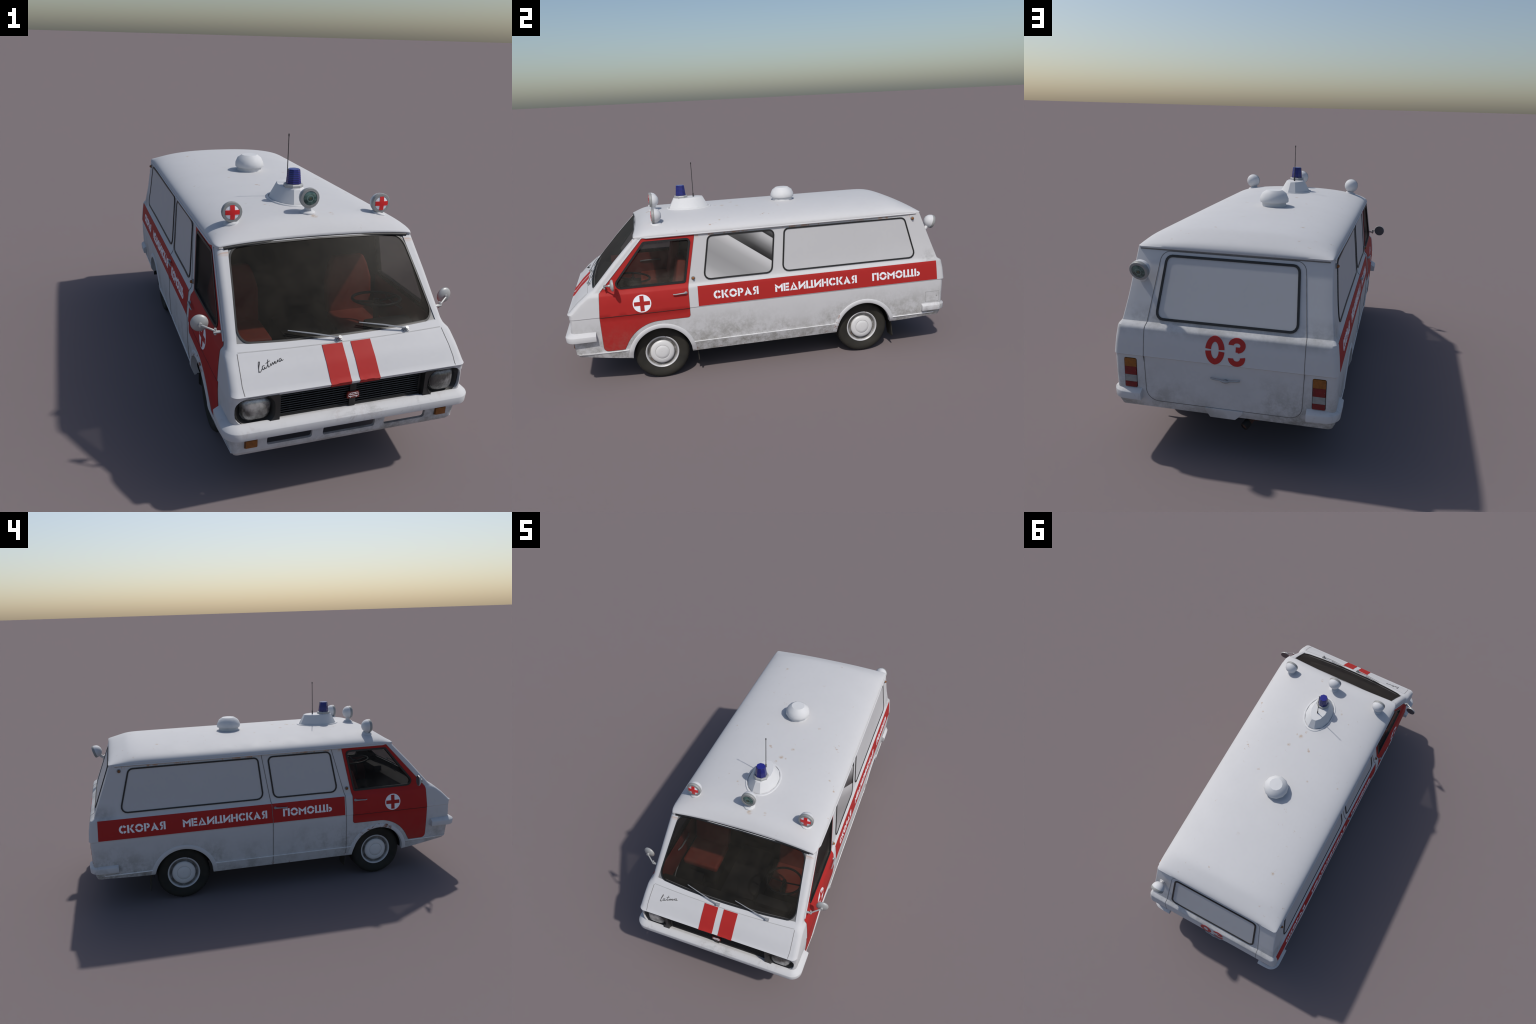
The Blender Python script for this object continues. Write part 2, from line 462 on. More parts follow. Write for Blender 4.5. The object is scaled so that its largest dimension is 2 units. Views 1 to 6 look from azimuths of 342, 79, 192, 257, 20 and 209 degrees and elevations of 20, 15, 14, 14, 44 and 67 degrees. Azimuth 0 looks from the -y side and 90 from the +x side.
def boolean_cut(ob, cutters):
    objs = []
    for me in cutters:
        c = bpy.data.objects.new("cutter", me); SC.objects.link(c); objs.append(c)
        md = ob.modifiers.new("cut", 'BOOLEAN'); md.operation = 'DIFFERENCE'; md.solver = 'EXACT'; md.object = c
    dg = bpy.context.evaluated_depsgraph_get(); dg.update()
    me = bpy.data.meshes.new_from_object(ob.evaluated_get(dg))
    ob.modifiers.clear(); old = ob.data; ob.data = me; bpy.data.meshes.remove(old)
    for c in objs:
        m_ = c.data; bpy.data.objects.remove(c); bpy.data.meshes.remove(m_)

# =====================================================================
#  body shell: a stack of rounded plan outlines
# =====================================================================
SIDE = [(.13, .3840), (.16, .3925), (.184, .3985), (.190, .3970), (.25, .401), (.33, .4035), (.3705, .4025), (.3745, .405), (.43, .4005),
        (.472, .3955), (.479, .393), (.491, .3845), (.50, .3825), (.742, .3605)]
FRONT = [(.13, -.948), (.18, -.957), (.25, -.966), (.30, -.972), (.37, -.971), (.386, -.9720), (.398, -.9780), (.404, -.9690),
         (.42, -.955), (.447, -.931), (.466, -.910), (.487, -.888), (.497, -.873), (.503, -.864), (.63, -.746), (.753, -.623)]
BOW = [(.40, .0), (.45, .006), (.487, .012), (.503, .016), (.742, .011)]
REAR = [(.13, .966), (.172, .971), (.19, .9735), (.215, .977), (.25, .980), (.3705, .984), (.3745, .990), (.43, .985), (.474, .977),
        (.479, .973), (.490, .954), (.50, .9495), (.742, .858)]
LEVELS = [.13, .145, .16, .174, .184, .190, .205, .22, .25, .28, .31, .34, .3705, .3745, .380, .386, .398, .404, .411, .42, .433, .447,
          .457, .466, .472, .479, .487, .491, .497, .503, .515, .54, .57, .60, .63, .66, .69, .72, .742]

def z_bottom(y):
    if y < -.70: return .138+(.176-.138)*min(1, (-.70-y)/.257)
    if y > .66: return .158+.012*min(1, (y-.66)/.28)
    return .135
def side_x(z, y):
    w = interp(SIDE, z)
    if y < -.3 and z < .48: w += .002*min(1, (-.3-y)/.1)
    if y < -.5:
        t = (-.5-y)/.45; w -= (.006+.005*max(0, (.34-z)/.2))*t*t
    if z < .18: w += .006*(.18-z)/.05*max(0, min(1, (abs(y)-.66)/.1))
    if y > -.3 and z > .48: w -= .0040*min(1, (y+.3)/.1)*min(1, (z-.48)/.04)*max(0, min(1, (.85-y)/.3))
    if y > .3 and z > .48: w -= .005*((y-.3)/.55)*min(1, (z-.48)/.1)
    return w

NF, NC, NS, NR = 12, 7, 84, 12
def plan_half(z):
    """half outline of one level, front centre -> rear centre (x >= 0)"""
    yf, bow, yr = interp(FRONT, z), interp(BOW, z), interp(REAR, z)
    rf = interp([(.13, .014), (.19, .018), (.27, .024), (.47, .026), (.49, .030), (.503, .024), (.742, .020)], z)
    rr = interp([(.13, .018), (.25, .022), (.474, .02), (.485, .012), (.495, .005), (.742, .005)], z)
    wf, wr = side_x(z, yf+bow+rf), side_x(z, yr-rr)
    pts = []
    xe = wf-rf
    for i in range(NF+1):
        x = xe*i/NF; pts.append((x, yf+bow*(x/.36)**2))
    yc = pts[-1][1]
    for k in range(1, NC+1):
        a = pi/2*k/NC; pts.append((xe+rf*sin(a), yc+rf*(1-cos(a))))
    y0, y1 = yc+rf, yr-rr
    for i in range(1, NS+1):
        y = y0+(y1-y0)*i/NS; pts.append((side_x(z, y), y))
    for k in range(1, NC+1):
        a = pi/2*k/NC; pts.append((wr-rr+rr*cos(a), y1+rr*sin(a)))
    for i in range(1, NR+1): pts.append(((wr-rr)*(1-i/NR), yr))
    return pts

def hull_mesh():
    V = []; F = []; rows = []
    for z in LEVELS:
        row = []
        half = plan_half(z)
        full = half+[(-x, y) for x, y in reversed(half[1:-1])]
        for x, y in full:
            zz = z
            if z < .19:
                zb = z_bottom(y); top = max(.19, zb+.012); zz = zb+(z-.13)/.06*(top-zb)
            if z > .503 and y < -.3 and abs(x) < .36:
                k = (z-.503)/.239; f = interp([(-.80, 1), (-.60, 1), (-.55, 0)], y)
                lift = .010*k*f*(1-(abs(x)/.36)**2); zz += lift; y += lift*.99
            row.append(len(V)); V.append((x, y, zz))
        rows.append(row)
    n = len(rows[0])
    for a, b in zip(rows, rows[1:]):
        for i in range(n): F.append([a[i], a[(i+1) % n], b[(i+1) % n], b[i]])
    return mesh_from("body_shell", V, F)

hull = hull_mesh(); fix_normals(hull)
hull_bvh = BVHTree.FromPolygons([v.co.copy() for v in hull.vertices], [list(p.vertices) for p in hull.polygons])
_bm_c = sum((p.center.dot(p.normal) for p in hull.polygons))/len(hull.polygons)
if _bm_c < 0: hull.flip_normals()

def shot(o, d):
    h = hull_bvh.ray_cast(Vector(o), Vector(d))
    if h[0] is None:
        h = hull_bvh.find_nearest(Vector(o)+Vector(d)*1.2)
    n = h[1].copy()
    if n.dot(Vector(d)) > 0: n = -n
    return h[0].copy(), n
def on_left(y, z): return shot((2, y, z), (-1, 0, 0))
def on_right(y, z): return shot((-2, y, z), (1, 0, 0))
def on_front(x, z):
    if z > .735:      # carry the windscreen plane on under the roof edge
        p, n = shot((x, -2, .735), (0, 1, 0)); p.y += (z-.735)*.995; p.z = z
        return p, n
    return shot((x, -2, z), (0, 1, 0))
def on_rear(x, z): return shot((x, 2, z), (0, -1, 0))
_rows = (.184, .190, .205, .3705, .3745, .43, .472, .479, .491, .50)
ROWS.update(on_left=_rows, on_right=_rows, on_rear=_rows,
            on_front=(.37, .386, .398, .404, .411, .42, .433, .447, .457, .466, .479, .487, .491, .497, .503))
SIDES = ((1, on_left), (-1, on_right))

# ---- outlines -------------------------------------------------------
ARCH_F, ARCH_R = (-.540, .137, .1485), (.530, .137, .1515)
def arch_poly(c, r, zlow=.05):
    y, z, _ = c
    return [(y+r, zlow)]+[(y+r*cos(a), z+r*sin(a)) for a in [pi*k/36 for k in range(37)]]+[(y-r, zlow)]

WS_OUT = [(-.349, .503), (-.2, .5005), (0, .4995), (.2, .5005), (.349, .503), (.321, .7412), (.2, .7480), (0, .7512), (-.2, .7480), (-.321, .7412)]
WS = round_poly([(-.345, .506), (-.2, .5025), (0, .5015), (.2, .5025), (.345, .506), (.318, .7388), (.2, .7462), (0, .7498), (-.2, .7462), (-.318, .7388)],
                [.035, 0, 0, 0, .035, .04, 0, 0, 0, .04], 6)
DOOR_WIN = round_poly([(-.757, .505), (-.586, .7165), (-.361, .7165), (-.403, .5035)], [.022, .012, .016, .010], 5)
DOOR = round_poly([(-.818, .488), (-.827, .370), (-.8235, .193), (-.724, .193)], [0, 0, .022, .004], 4)
_c, _r = (-.540, .137), .1885
DOOR = DOOR[:-1]+[(-.724, .193)]+[(_c[0]+_r*cos(a), _c[1]+_r*sin(a)) for a in [radians(155-k*5.2) for k in range(13)]]
DOOR += round_poly([(-.5, .3255), (-.391, .3255), (-.390, .475)], [0, .012, 0], 4)
DOOR += [(-.3365, .7385), (-.5895, .7385)]

cut = [prism(arch_poly(ARCH_F, ARCH_F[2]), 0, .2, .6), prism(arch_poly(ARCH_R, ARCH_R[2]), 0, .2, .6),
       prism(arch_poly(ARCH_F, ARCH_F[2]), 0, -.6, -.2), prism(arch_poly(ARCH_R, ARCH_R[2]), 0, -.6, -.2),
       prism(DOOR_WIN, 0, .25, .6), prism(DOOR_WIN, 0, -.6, -.25),
       prism(WS_OUT, 1, -1.2, -.45)]
GRILLE_HOLE = round_poly([(-.388, .2965), (.388, .2965), (.386, .3868), (-.386, .3868)], [.04, .04, .034, .034], 6)
cut.append(prism(GRILLE_HOLE, 1, -1.2, -.9))
for a, b in ((-.280, -.130), (-.093, .089), (.123, .274)):
    cut.append(prism(round_poly([(a, .2045), (b, .2045), (b, .2375), (a, .2375)], .008, 3), 1, -1.2, -.9))
for s in (1, -1):   # tail-lamp pockets
    cut.append(prism(round_poly([(s*.3175, .2455), (s*.3655, .2455), (s*.3655, .3605), (s*.3175, .3605)], .006, 2), 1, .955, 1.2))

body = add_obj("body_shell", hull, root, [M_BODY, M_INT], smooth=None)
md = body.modifiers.new("wall", 'SOLIDIFY'); md.thickness = .010; md.offset = -1; md.material_offset = 1; md.use_rim = True
md.material_offset_rim = 0
boolean_cut(body, cut)
for p in body.data.polygons: p.use_smooth = True
body.data.set_sharp_from_angle(angle=radians(28))

# =====================================================================
#  roof
# =====================================================================
LIP = .7435
LIPW = [(-.620, .353), (-.60, .363), (-.57, .3665), (-.3, .3665), (.1, .365), (.8, .358), (.862, .3545)]
ROOF_G = [(-.62, .17), (-.605, .40), (-.59, .60), (-.57, .79), (-.545, .915), (-.51, .975), (-.45, 1.0)]
ROOF_R = [(.62, 1.0), (.70, .992), (.735, .965), (.765, .89), (.80, .695), (.832, .47), (.85, .30), (.860, .14), (.865, .01)]
def smooth_interp(pts, t):
    if t <= pts[0][0]: return pts[0][1]
    if t >= pts[-1][0]: return pts[-1][1]
    for i in range(len(pts)-1):
        (a, va), (b, vb) = pts[i], pts[i+1]
        if t <= b:
            def sl(j):
                j0, j1 = max(j-1, 0), min(j+1, len(pts)-1)
                return (pts[j1][1]-pts[j0][1])/(pts[j1][0]-pts[j0][0])
            h = b-a; u = (t-a)/h; m0, m1 = sl(i)*h, sl(i+1)*h
            return (2*u**3-3*u*u+1)*va+(u**3-2*u*u+u)*m0+(-2*u**3+3*u*u)*vb+(u**3-u*u)*m1
Y0, Y1 = -.620, .865
def roof_w(y):
    w = smooth_interp(LIPW, y); r = .012
    if y > Y1-r: w -= r-sqrt(max(0, r*r-(y-(Y1-r))**2))
    return w
def roof_g(y):
    if y < -.45: return smooth_interp(ROOF_G, y)
    if y > .62: return smooth_interp(ROOF_R, y)
    return 1.0
def roof_z(x, y):
    u = min(1, abs(x)/roof_w(y)); return LIP+.066*sqrt(max(0, 1-u**2.35))*roof_g(y)
def roof_mesh():
    NU, V, F, rows = 48, [], [], []
    ys = [Y0+(-.45-Y0)*i/24 for i in range(24)]+[-.45+(.70+.45)*i/30 for i in range(30)]
    ys += [.70+(Y1-.70)*(i/26)**.8 for i in range(27)]
    for y in ys:
        row = []
        for i in range(NU+1):
            u = sin(pi/2*(2*i/NU-1)); x = u*roof_w(y)
            row.append(len(V)); yy = y-.012*min(1, (abs(x)/.32)**2)*max(0, min(1, (-.50-y)/.12))**2
            V.append((x, yy, roof_z(x*.99999, y)))
        rows.append(row)
    for a, b in zip(rows, rows[1:]):
        for i in range(NU): F.append([a[i], a[i+1], b[i+1], b[i]])
    # rolled lip turning down round the edge
    rim = [r[0] for r in rows]+rows[-1][1:]+[r[-1] for r in reversed(rows[:-1])]
    low = []
    for i in rim:
        x, y, z = V[i]; low.append(len(V)); V.append((x*.9975, y-.0012*(y > .8), z-.0065))
    inn = []
    for i in rim:
        x, y, z = V[i]; inn.append(len(V)); V.append((x*.955, min(y, Y1-.016), z-.0065))
    for L0, L1 in ((rim, low), (low, inn)):
        for i in range(len(rim)-1): F.append([L0[i], L0[i+1], L1[i+1], L1[i]])
    return mesh_from("roof", V, F)
rm = roof_mesh(); fix_normals(rm)
roof = add_obj("roof", rm, root, [M_ROOF, M_INT], smooth=50)
md = roof.modifiers.new("lining", 'SOLIDIFY'); md.thickness = .005; md.offset = -1; md.material_offset = 1; md.material_offset_rim = 0

# drip rail along the roof edge and down the windscreen pillars
acc = Acc()
def rail_pt(s, y):
    return (s*(roof_w(y)+.0005), y, LIP-.0055)
for s, pr in SIDES:
    pil = []
    for t in [k/8 for k in range(9)]:
        y = -.812+(.812-.592)*t; z = .500+(.7405-.500)*t
        p, n = pr(y, min(z, .7405)); pil.append(p+n*.002)
    path = pil+[rail_pt(s, -.57+k*(.838+.57)/24) for k in range(25)]
    tube(acc, path, [.0032]*9+[.0038]*25, 8)
tube(acc, [(x, Y1-.0045, LIP-.0065) for x in [-.342+.684*k/12 for k in range(13)]], .0040, 8, 1)
acc.obj("drip_rail", [M_PANEL, M_GREY], root, 60)
acc = Acc()   # dark strips laid on the body for the roof lip's shadow
for s, pr in SIDES:
    poly = [(-.60, .7325), (.835, .7325), (.835, .7352), (-.60, .7352)]
    panel_geo(acc, poly, [], pr, .0006, .001, 0, .05)
panel_geo(acc, [(-.345, .7325), (.345, .7325), (.345, .7390), (-.345, .7390)], [], on_rear, .0008, .001, 0, .05)
acc.obj("rail_shadow_strip", M_SEAM, root)

# =====================================================================
#  doors, windows, stripes (plates following the body)
# =====================================================================
CROSS_C, CROSS_R = (-.620, .4225), .0445
def flip_y(poly, c): return [(2*c-p[0], p[1]) for p in poly]
def circle2(c, r, n=32): return [(c[0]+r*cos(2*pi*k/n), c[1]+r*sin(2*pi*k/n)) for k in range(n)]
def cross2(c, L, w):
    a, b = L, w
    return [(c[0]+x, c[1]+y) for x, y in [(-b, -a), (b, -a), (b, -b), (a, -b), (a, b), (b, b), (b, a), (-b, a), (-b, b), (-a, b), (-a, -b), (-b, -b)]]

W1 = round_poly([(-.3075, .505), (-.2705, .7205), (.0645, .7205), (.0405, .505)], [.03, .024, .022, .03], 4)
W2 = round_poly([(.0985, .505), (.119, .7205), (.770, .7195), (.8265, .505)], [.03, .022, .026, .028], 4)
STRIPE = [(-.345, .3765), (-.3435, .4775), (.940, .4775), (.944, .3765)]

for s, pr in SIDES:
    side = "left" if s > 0 else "right"
    panel("door_gap", grow(DOOR, .0016), [grow(DOOR_WIN, .012)], pr, .0006, .001, M_SEAM)
    door = panel("front_door", DOOR, [grow(DOOR_WIN, .004)], pr, .0018, .002, M_RED, grid=.025)
    # thin dark red line across the lower door
    panel("door_dark_line", [(-.8255, .3715), (-.3915, .3715), (-.3915, .3738), (-.8255, .3738)], [], pr, .0030, .001, M_DARKLINE, door)
    ring_panel("window_seal", DOOR_WIN, .005, .0045, pr, .0042, .012, M_RUBBER, door, .025)
    panel("door_glass", grow(DOOR_WIN, .002), [], pr, -.0030, .0060, M_DG, door, .04)
    panel("cross_disc", circle2(CROSS_C, CROSS_R), [], pr, .0026, .002, M_LETTER, door)
    panel("cross", cross2(CROSS_C, .0385, .0098), [], pr, .0034, .002, M_STRIPE, door)
    # red stripe
    panel("stripe", STRIPE, [], pr, .0010, .001, M_STRIPE, grid=.02)
    # body crease shadow line under the stripe
    # white-out windows
    m1 = M_GRADIENT if s > 0 else M_PANE
    w = panel("side_window", W1, [], pr, .0012, .002, m1)
    ring_panel("window_seal", W1, .0040, .0035, pr, .0035, .003, M_RUBBER, w)
    w = panel("side_window", W2, [], pr, .0012, .002, M_PANE)
    ring_panel("window_seal", W2, .0040, .0035, pr, .0035, .003, M_RUBBER, w)

# side door of the kerb side: gaps and handle
acc = Acc()
def strip2(acc, pts, w, pr, off, depth=.001, mi=0, grid=.03):
    """thin ribbon along a 2-D polyline"""
    P = [Vector(p) for p in pts]; L = []; R = []
    for i in range(len(P)):
        t = P[min(i+1, len(P)-1)]-P[max(i-1, 0)]; t.normalize(); n = Vector((-t.y, t.x))*w/2
        L.append(tuple(P[i]+n)); R.append(tuple(P[i]-n))
    panel_geo(acc, L+list(reversed(R)), [], pr, off, depth, mi, grid)
strip2(acc, [(.0985, .733), (.058, .473), (.055, .373), (.058, .150)], .0026, on_right, .0016)
strip2(acc, [(-.2805, .733), (-.349, .481), (-.3515, .372), (-.354, .150)], .0022, on_right, .0016)
acc.obj("side_door_gap", M_SEAM, root)
# fuel flap outline, driver side
acc = Acc()
q = [(.879, .252), (.879, .309), (.956, .309), (.957, .252)]
panel_geo(acc, grow(q, .0007), [grow(q, -.0007)], on_left, .0008, .001)
panel_geo(acc, circle2((.944, .284), .0035, 10), [], on_left, .002, .001)
acc.obj("fuel_flap", plain("flap_gap_grey", (.36, .36, .355), .7), root)

# pale strips modelled for the sun highlight along the rocker edge
acc = Acc()
for s, pr in SIDES:
    for a, b, z in ((-.388, .376, .1885), (.684, .93, .1885), (-.945, -.705, .1865)):
        strip2(acc, [(a, z), (b, z)], .0030, pr, .0022, .001)
acc.obj("rocker_highlight_strip", plain("painted_highlight_white", (.80, .80, .80), .5, vary=.25, scale=40), root)

# wheel-arch flares
for c in (ARCH_F, ARCH_R):
    for s, pr in SIDES:
        v = []; f = []
        lo = -.02 if c is ARCH_F else .0
        N = 40; a0, a1 = radians(2), radians(178)
        prof = [(c[2]-.0005, -.022), (c[2]-.0005, .0035), (c[2]+.0025, .0048), (c[2]+.0165, .0044), (c[2]+.0190, .0025), (c[2]+.021, .0002)]
        for k in range(N+1):
            a = a0+(a1-a0)*k/N
            for r, o in prof:
                y, z = c[0]+r*cos(a), c[1]+r*sin(a)
                zq = max(z, z_bottom(y)+.004)
                p, n = pr(y, zq); p.z = z if z > zq else zq
                fade = min(1, max(.15, (z-.13)/.06)) if o > 0 else 1
                v.append((p.x+s*o*fade, p.y, p.z))
        m = len(prof)
        for k in range(N):
            for j in range(m-1): f.append([k*m+j, k*m+j+1, (k+1)*m+j+1, (k+1)*m+j])
        acc = Acc(); acc.add(v, f); acc.obj("arch_flare", M_FLARE, root, 40)
        # inner wheel well
        acc = Acc()
        v = []; f = []
        rr = c[2]+.004
        for x in (.385, .235):
            for k in range(25):
                a = pi*k/24; v.append((s*x, c[0]+rr*cos(a), c[1]+rr*sin(a)))
        f = [[k, k+1, 26+k, 25+k] for k in range(24)]+[[25+k for k in range(25)]]
        acc.add(v, f); acc.obj("wheel_well", M_DARK, root)

# ---- tailgate and rear window --------------------------------------
TG = round_poly([(-.283, .200), (.283, .200), (.289, .374), (.289, .477), (.262, .731), (-.262, .731), (-.289, .477), (-.289, .374)],
                [.045, .045, 0, 0, .035, .035, 0, 0], 6)
panel("tailgate_gap", grow(TG, .0010), [grow(TG, -.0010)], on_rear, .0007, .001, M_SEAM)
RW = round_poly([(-.255, .5035), (.255, .5035), (.2405, .7155), (-.2405, .7155)], [.024, .024, .022, .022], 4)
tw = panel("rear_window", RW, [], on_rear, .0012, .002, M_PANE)
ring_panel("window_seal", RW, .0045, .0040, on_rear, .004, .003, M_RUBBER, tw)

# =====================================================================
#  lettering
# =====================================================================
def R_(x0, y0, x1, y1): return [(x0, y0), (x1, y0), (x1, y1), (x0, y1)]
def arc(cx, cy, rx, ry, s, a0, a1, n=10):
    o = [(cx+rx*cos(radians(a0+(a1-a0)*k/n)), cy+ry*sin(radians(a0+(a1-a0)*k/n))) for k in range(n+1)]
    i = [(cx+(rx-s)*cos(radians(a0+(a1-a0)*k/n)), cy+(ry-s)*sin(radians(a0+(a1-a0)*k/n))) for k in range(n+1)]
    return o+list(reversed(i))
S = .24
GLYPH = {
    "С": (.91, [arc(.50, .5, .50, .51, S, 96, 262), arc(.50, .5, .50, .51, S, 36, 84, 4), arc(.50, .5, .50, .51, S, -84, -36, 4)]),
    "К": (.86, [R_(0, 0, S, 1), [(.29, .50), (.42, .67), (.90, 0), (.60, 0)], [(.43, .76), (.56, .58), (.88, 1), (.58, 1)]]),
    "О": (1.0, [arc(.5, .5, .5, .51, S, 7, 173, 14), arc(.5, .5, .5, .51, S, 187, 353, 14)]),
    "Р": (.71, [R_(0, 0, S, 1), arc(.37, .68, .34, .32, S*.92, -100, 100)]),
    "А": (.98, [[(.36, .78), (.46, 1), (.98, 0), (.68, 0)], [(0, 0), (.26, 0), (.45, .44), (.33, .66)], [(.40, .17), (.68, .17), (.58, .36), (.47, .36)]]),
    "Я": (.76, [R_(.52, 0, .76, 1), arc(.39, .68, .34, .32, S*.92, 80, 280), [(.04, 0), (.30, 0), (.44, .31), (.24, .31)]]),
    "М": (1.0, [[(0, 0), (S, 0), (S, .52), (0, .68)], [(0, 1), (.5, .62), (1, 1), (1, 0), (.76, 0), (.76, .56), (.5, .36), (0, .75)]]),
    "Е": (.74, [R_(0, 0, S, 1), R_(.30, .77, .74, 1), R_(.30, .40, .70, .61), R_(.30, 0, .74, .23)]),
    "Д": (1.05, [[(0, 0), (.24, 0), (.47, .48), (.35, .72)], [(.40, .82), (.50, 1), (1.05, 0), (.31, 0), (.41, .19), (.72, .19)]]),
    "И": (.92, [[(0, 1), (S, 1), (S, .46), (.92, 1), (.92, .70), (.10, 0), (0, 0)], [(.68, 0), (.92, 0), (.92, .58), (.68, .38)]]),
    "Ц": (.98, [R_(0, 0, S, 1), [(.64, 0), (.98, 0), (.98, .2), (.88, .2), (.88, 1), (.64, 1)], R_(.30, 0, .58, .22)]),
    "Н": (.87, [R_(0, 0, S, 1), R_(.63, 0, .87, 1), R_(.30, .40, .58, .61)]),
    "П": (.88, [R_(0, 0, S, 1), R_(.64, 0, .88, 1), R_(.30, .78, .58, 1)]),
    "Щ": (1.45, [R_(0, 0, S, 1), R_(.56, 0, .80, 1), [(1.10, 0), (1.45, 0), (1.45, .2), (1.34, .2), (1.34, 1), (1.10, 1)], R_(.30, 0, .50, .22), R_(.86, 0, 1.04, .22)]),
    "Ь": (.76, [R_(0, 0, S, 1), arc(.40, .31, .36, .31, S*.92, -100, 100)]),
}
H_L, Z_L, GAP = .0410, .4050, .105
letter_meshes = {}
def word(text, y_start, y_end, s, pr, parent):
    tot = sum(GLYPH[c][0] for c in text)+GAP*(len(text)-1)
    k = (y_end-y_start)/tot; u = 0
    for c in text:
        w, strokes = GLYPH[c]
        acc = Acc()
        for st in strokes:
            panel_geo(acc, [(y_start+(u+p[0])*k, Z_L+p[1]*H_L) for p in st], [], pr, .0020, .0012, 0, .03)
        acc.obj("letter", M_LETTER, parent, None); u += w+GAP
stripes = [o for o in bpy.data.objects if o.name.startswith("stripe")]
for s, pr, st in ((1, on_left, stripes[0]), (-1, on_right, stripes[1])):
    for t, a, b in (("СКОРАЯ", -.267, -.038), ("МЕДИЦИНСКАЯ", .049, .488), ("ПОМОЩЬ", .574, .844)):
        if s > 0: word(t, a, b, s, pr, st)
        else: word(t, .574-a, .574-b, s, pr, st)

# the "03" number on the tailgate
def digits():
    s = .0205
    z0 = .4245
    zero = [arc(.0255, 0, .0345, .050, s, 5, 175, 16), arc(.0255, 0, .0345, .050, s, 185, 355, 16)]
    # seen from behind +x is on the left, so the 3 opens towards +x
    three = [arc(-.0525, .0235, .0305, .0265, .0185, -82, 178, 16),
             [(-.0525-.004, .000), (-.0525+.007, .000), (-.0525+.007, .018), (-.0525-.004, .018)],
             arc(-.0525, -.0215, .0305, .0285, .0185, 182, 372, 16)]
    three = [[(2*(-.0525)-p[0], p[1]) for p in q] for q in three]
    out = []
    for q in zero: out.append([(p[0], p[1]+z0) for p in q])
    ob = []
    for grp in (zero, three):
        acc = Acc()
        for q in grp: panel_geo(acc, [(p[0], p[1]+z0) for p in q], [], on_rear, .0012, .001, 0, .03)
        acc.obj("digit", M_MARK, root, None)
digits()

# script badge on the bonnet
def stroke_obj(name, lines, w, pr, off, mat, parent):
    acc = Acc()
    for ln in lines:
        pts = [Vector(p) for p in ln]; sm = []
        for i in range(len(pts)-1):
            p0, p1, p2, p3 = pts[max(i-1, 0)], pts[i], pts[i+1], pts[min(i+2, len(pts)-1)]
            for k in range(4):
                t = k/4
                sm.append(.5*((2*p1)+(p2-p0)*t+(2*p0-5*p1+4*p2-p3)*t*t+(3*p1-p0-3*p2+p3)*t**3))
        sm.append(pts[-1])
        tube(acc, [pr(p.x, p.y)[0]+pr(p.x, p.y)[1]*off for p in sm], w/2, 6)
    return acc.obj(name, mat, parent, 60)
def sc(p): return (-.304+p[0]*.0098, .4450+p[1]*.0068+p[0]*.00215)
LAT = [[(.2, .0), (.5, 1.2), (1.1, 2.6), (.8, 2.8), (.45, 1.6), (.35, .2), (.8, -.1), (1.4, .5)],
       [(2.4, 1.1), (1.8, 1.2), (1.6, .5), (2.0, .1), (2.4, .7), (2.5, .2), (2.9, .2), (3.4, .8)],
       [(3.9, 2.3), (3.6, 1.2), (3.6, .2), (4.1, .2), (4.5, .7)], [(3.0, 1.5), (4.4, 1.7)],
       [(4.5, .9), (4.7, .2), (5.2, .9), (5.4, .2), (5.9, .9)], [(5.6, .4), (6.3, .6)],
       [(6.0, .9), (6.1, .2), (6.6, .3), (7.0, .9), (7.0, .3)],
       [(8.2, .9), (7.6, .9), (7.4, .3), (7.8, .1), (8.2, .6), (8.3, .1), (8.8, .2)]]
stroke_obj("script_badge", [[sc(p) for p in l] for l in LAT], .0019, on_front, .0008, M_INK, root)

# =====================================================================
#  front end
# =====================================================================
# bonnet: gaps, red bands
acc = Acc()
for s in (1, -1):
    strip2(acc, [(s*.3555, .4865), (s*.3585, .45), (s*.3600, .42), (s*.3575, .400)], .0018, on_front, .0007, .001, 0, .012)
acc.obj("bonnet_gap", M_SEAM, root)
acc = Acc()
strip2(acc, [(-.353, .4885), (-.18, .4882), (0, .4882), (.18, .4882), (.353, .4885)], .0016, on_front, .0005)
acc.obj("cowl_gap", plain("cowl_gap_grey", (.42, .42, .42), .7), root)
for a, b in ((-.0835, -.0145), (.0145, .0835)):
    panel("bonnet_band", [(a, .3868), (b, .3868), (b, .4865), (a, .4865)], [], on_front, .0016, .002, M_STRIPE, grid=.008)

# windscreen, its seal and the grey corner fillets
ws = panel("windscreen", grow(WS, .002), [], on_front, -.0025, .0050, M_WS, grid=.03)
ring_panel("windscreen_seal", WS, .0026, .0026, on_front, -.0005, .009, M_RUBBER, ws)
panel("windscreen_frame", grow(WS_OUT, .001), [WS], on_front, -.0030, .010, M_GREY)

acc = Acc()   # rubber header closing the joint between glass and roof
hd = []
for k in range(25):
    x = -.335+.67*k/24; y = -.620-.012*min(1, (abs(x)/.32)**2)
    hd.append((x, y+.0035, roof_z(x, -.620)-.0085-.002*(abs(x)/.33)**4))
tube(acc, hd, .0065, 8)
tube(acc, [(x, y+.014, z+.001) for x, y, z in hd], .0085, 8)
acc.obj("windscreen_header", M_RUBBER, ws, 60)
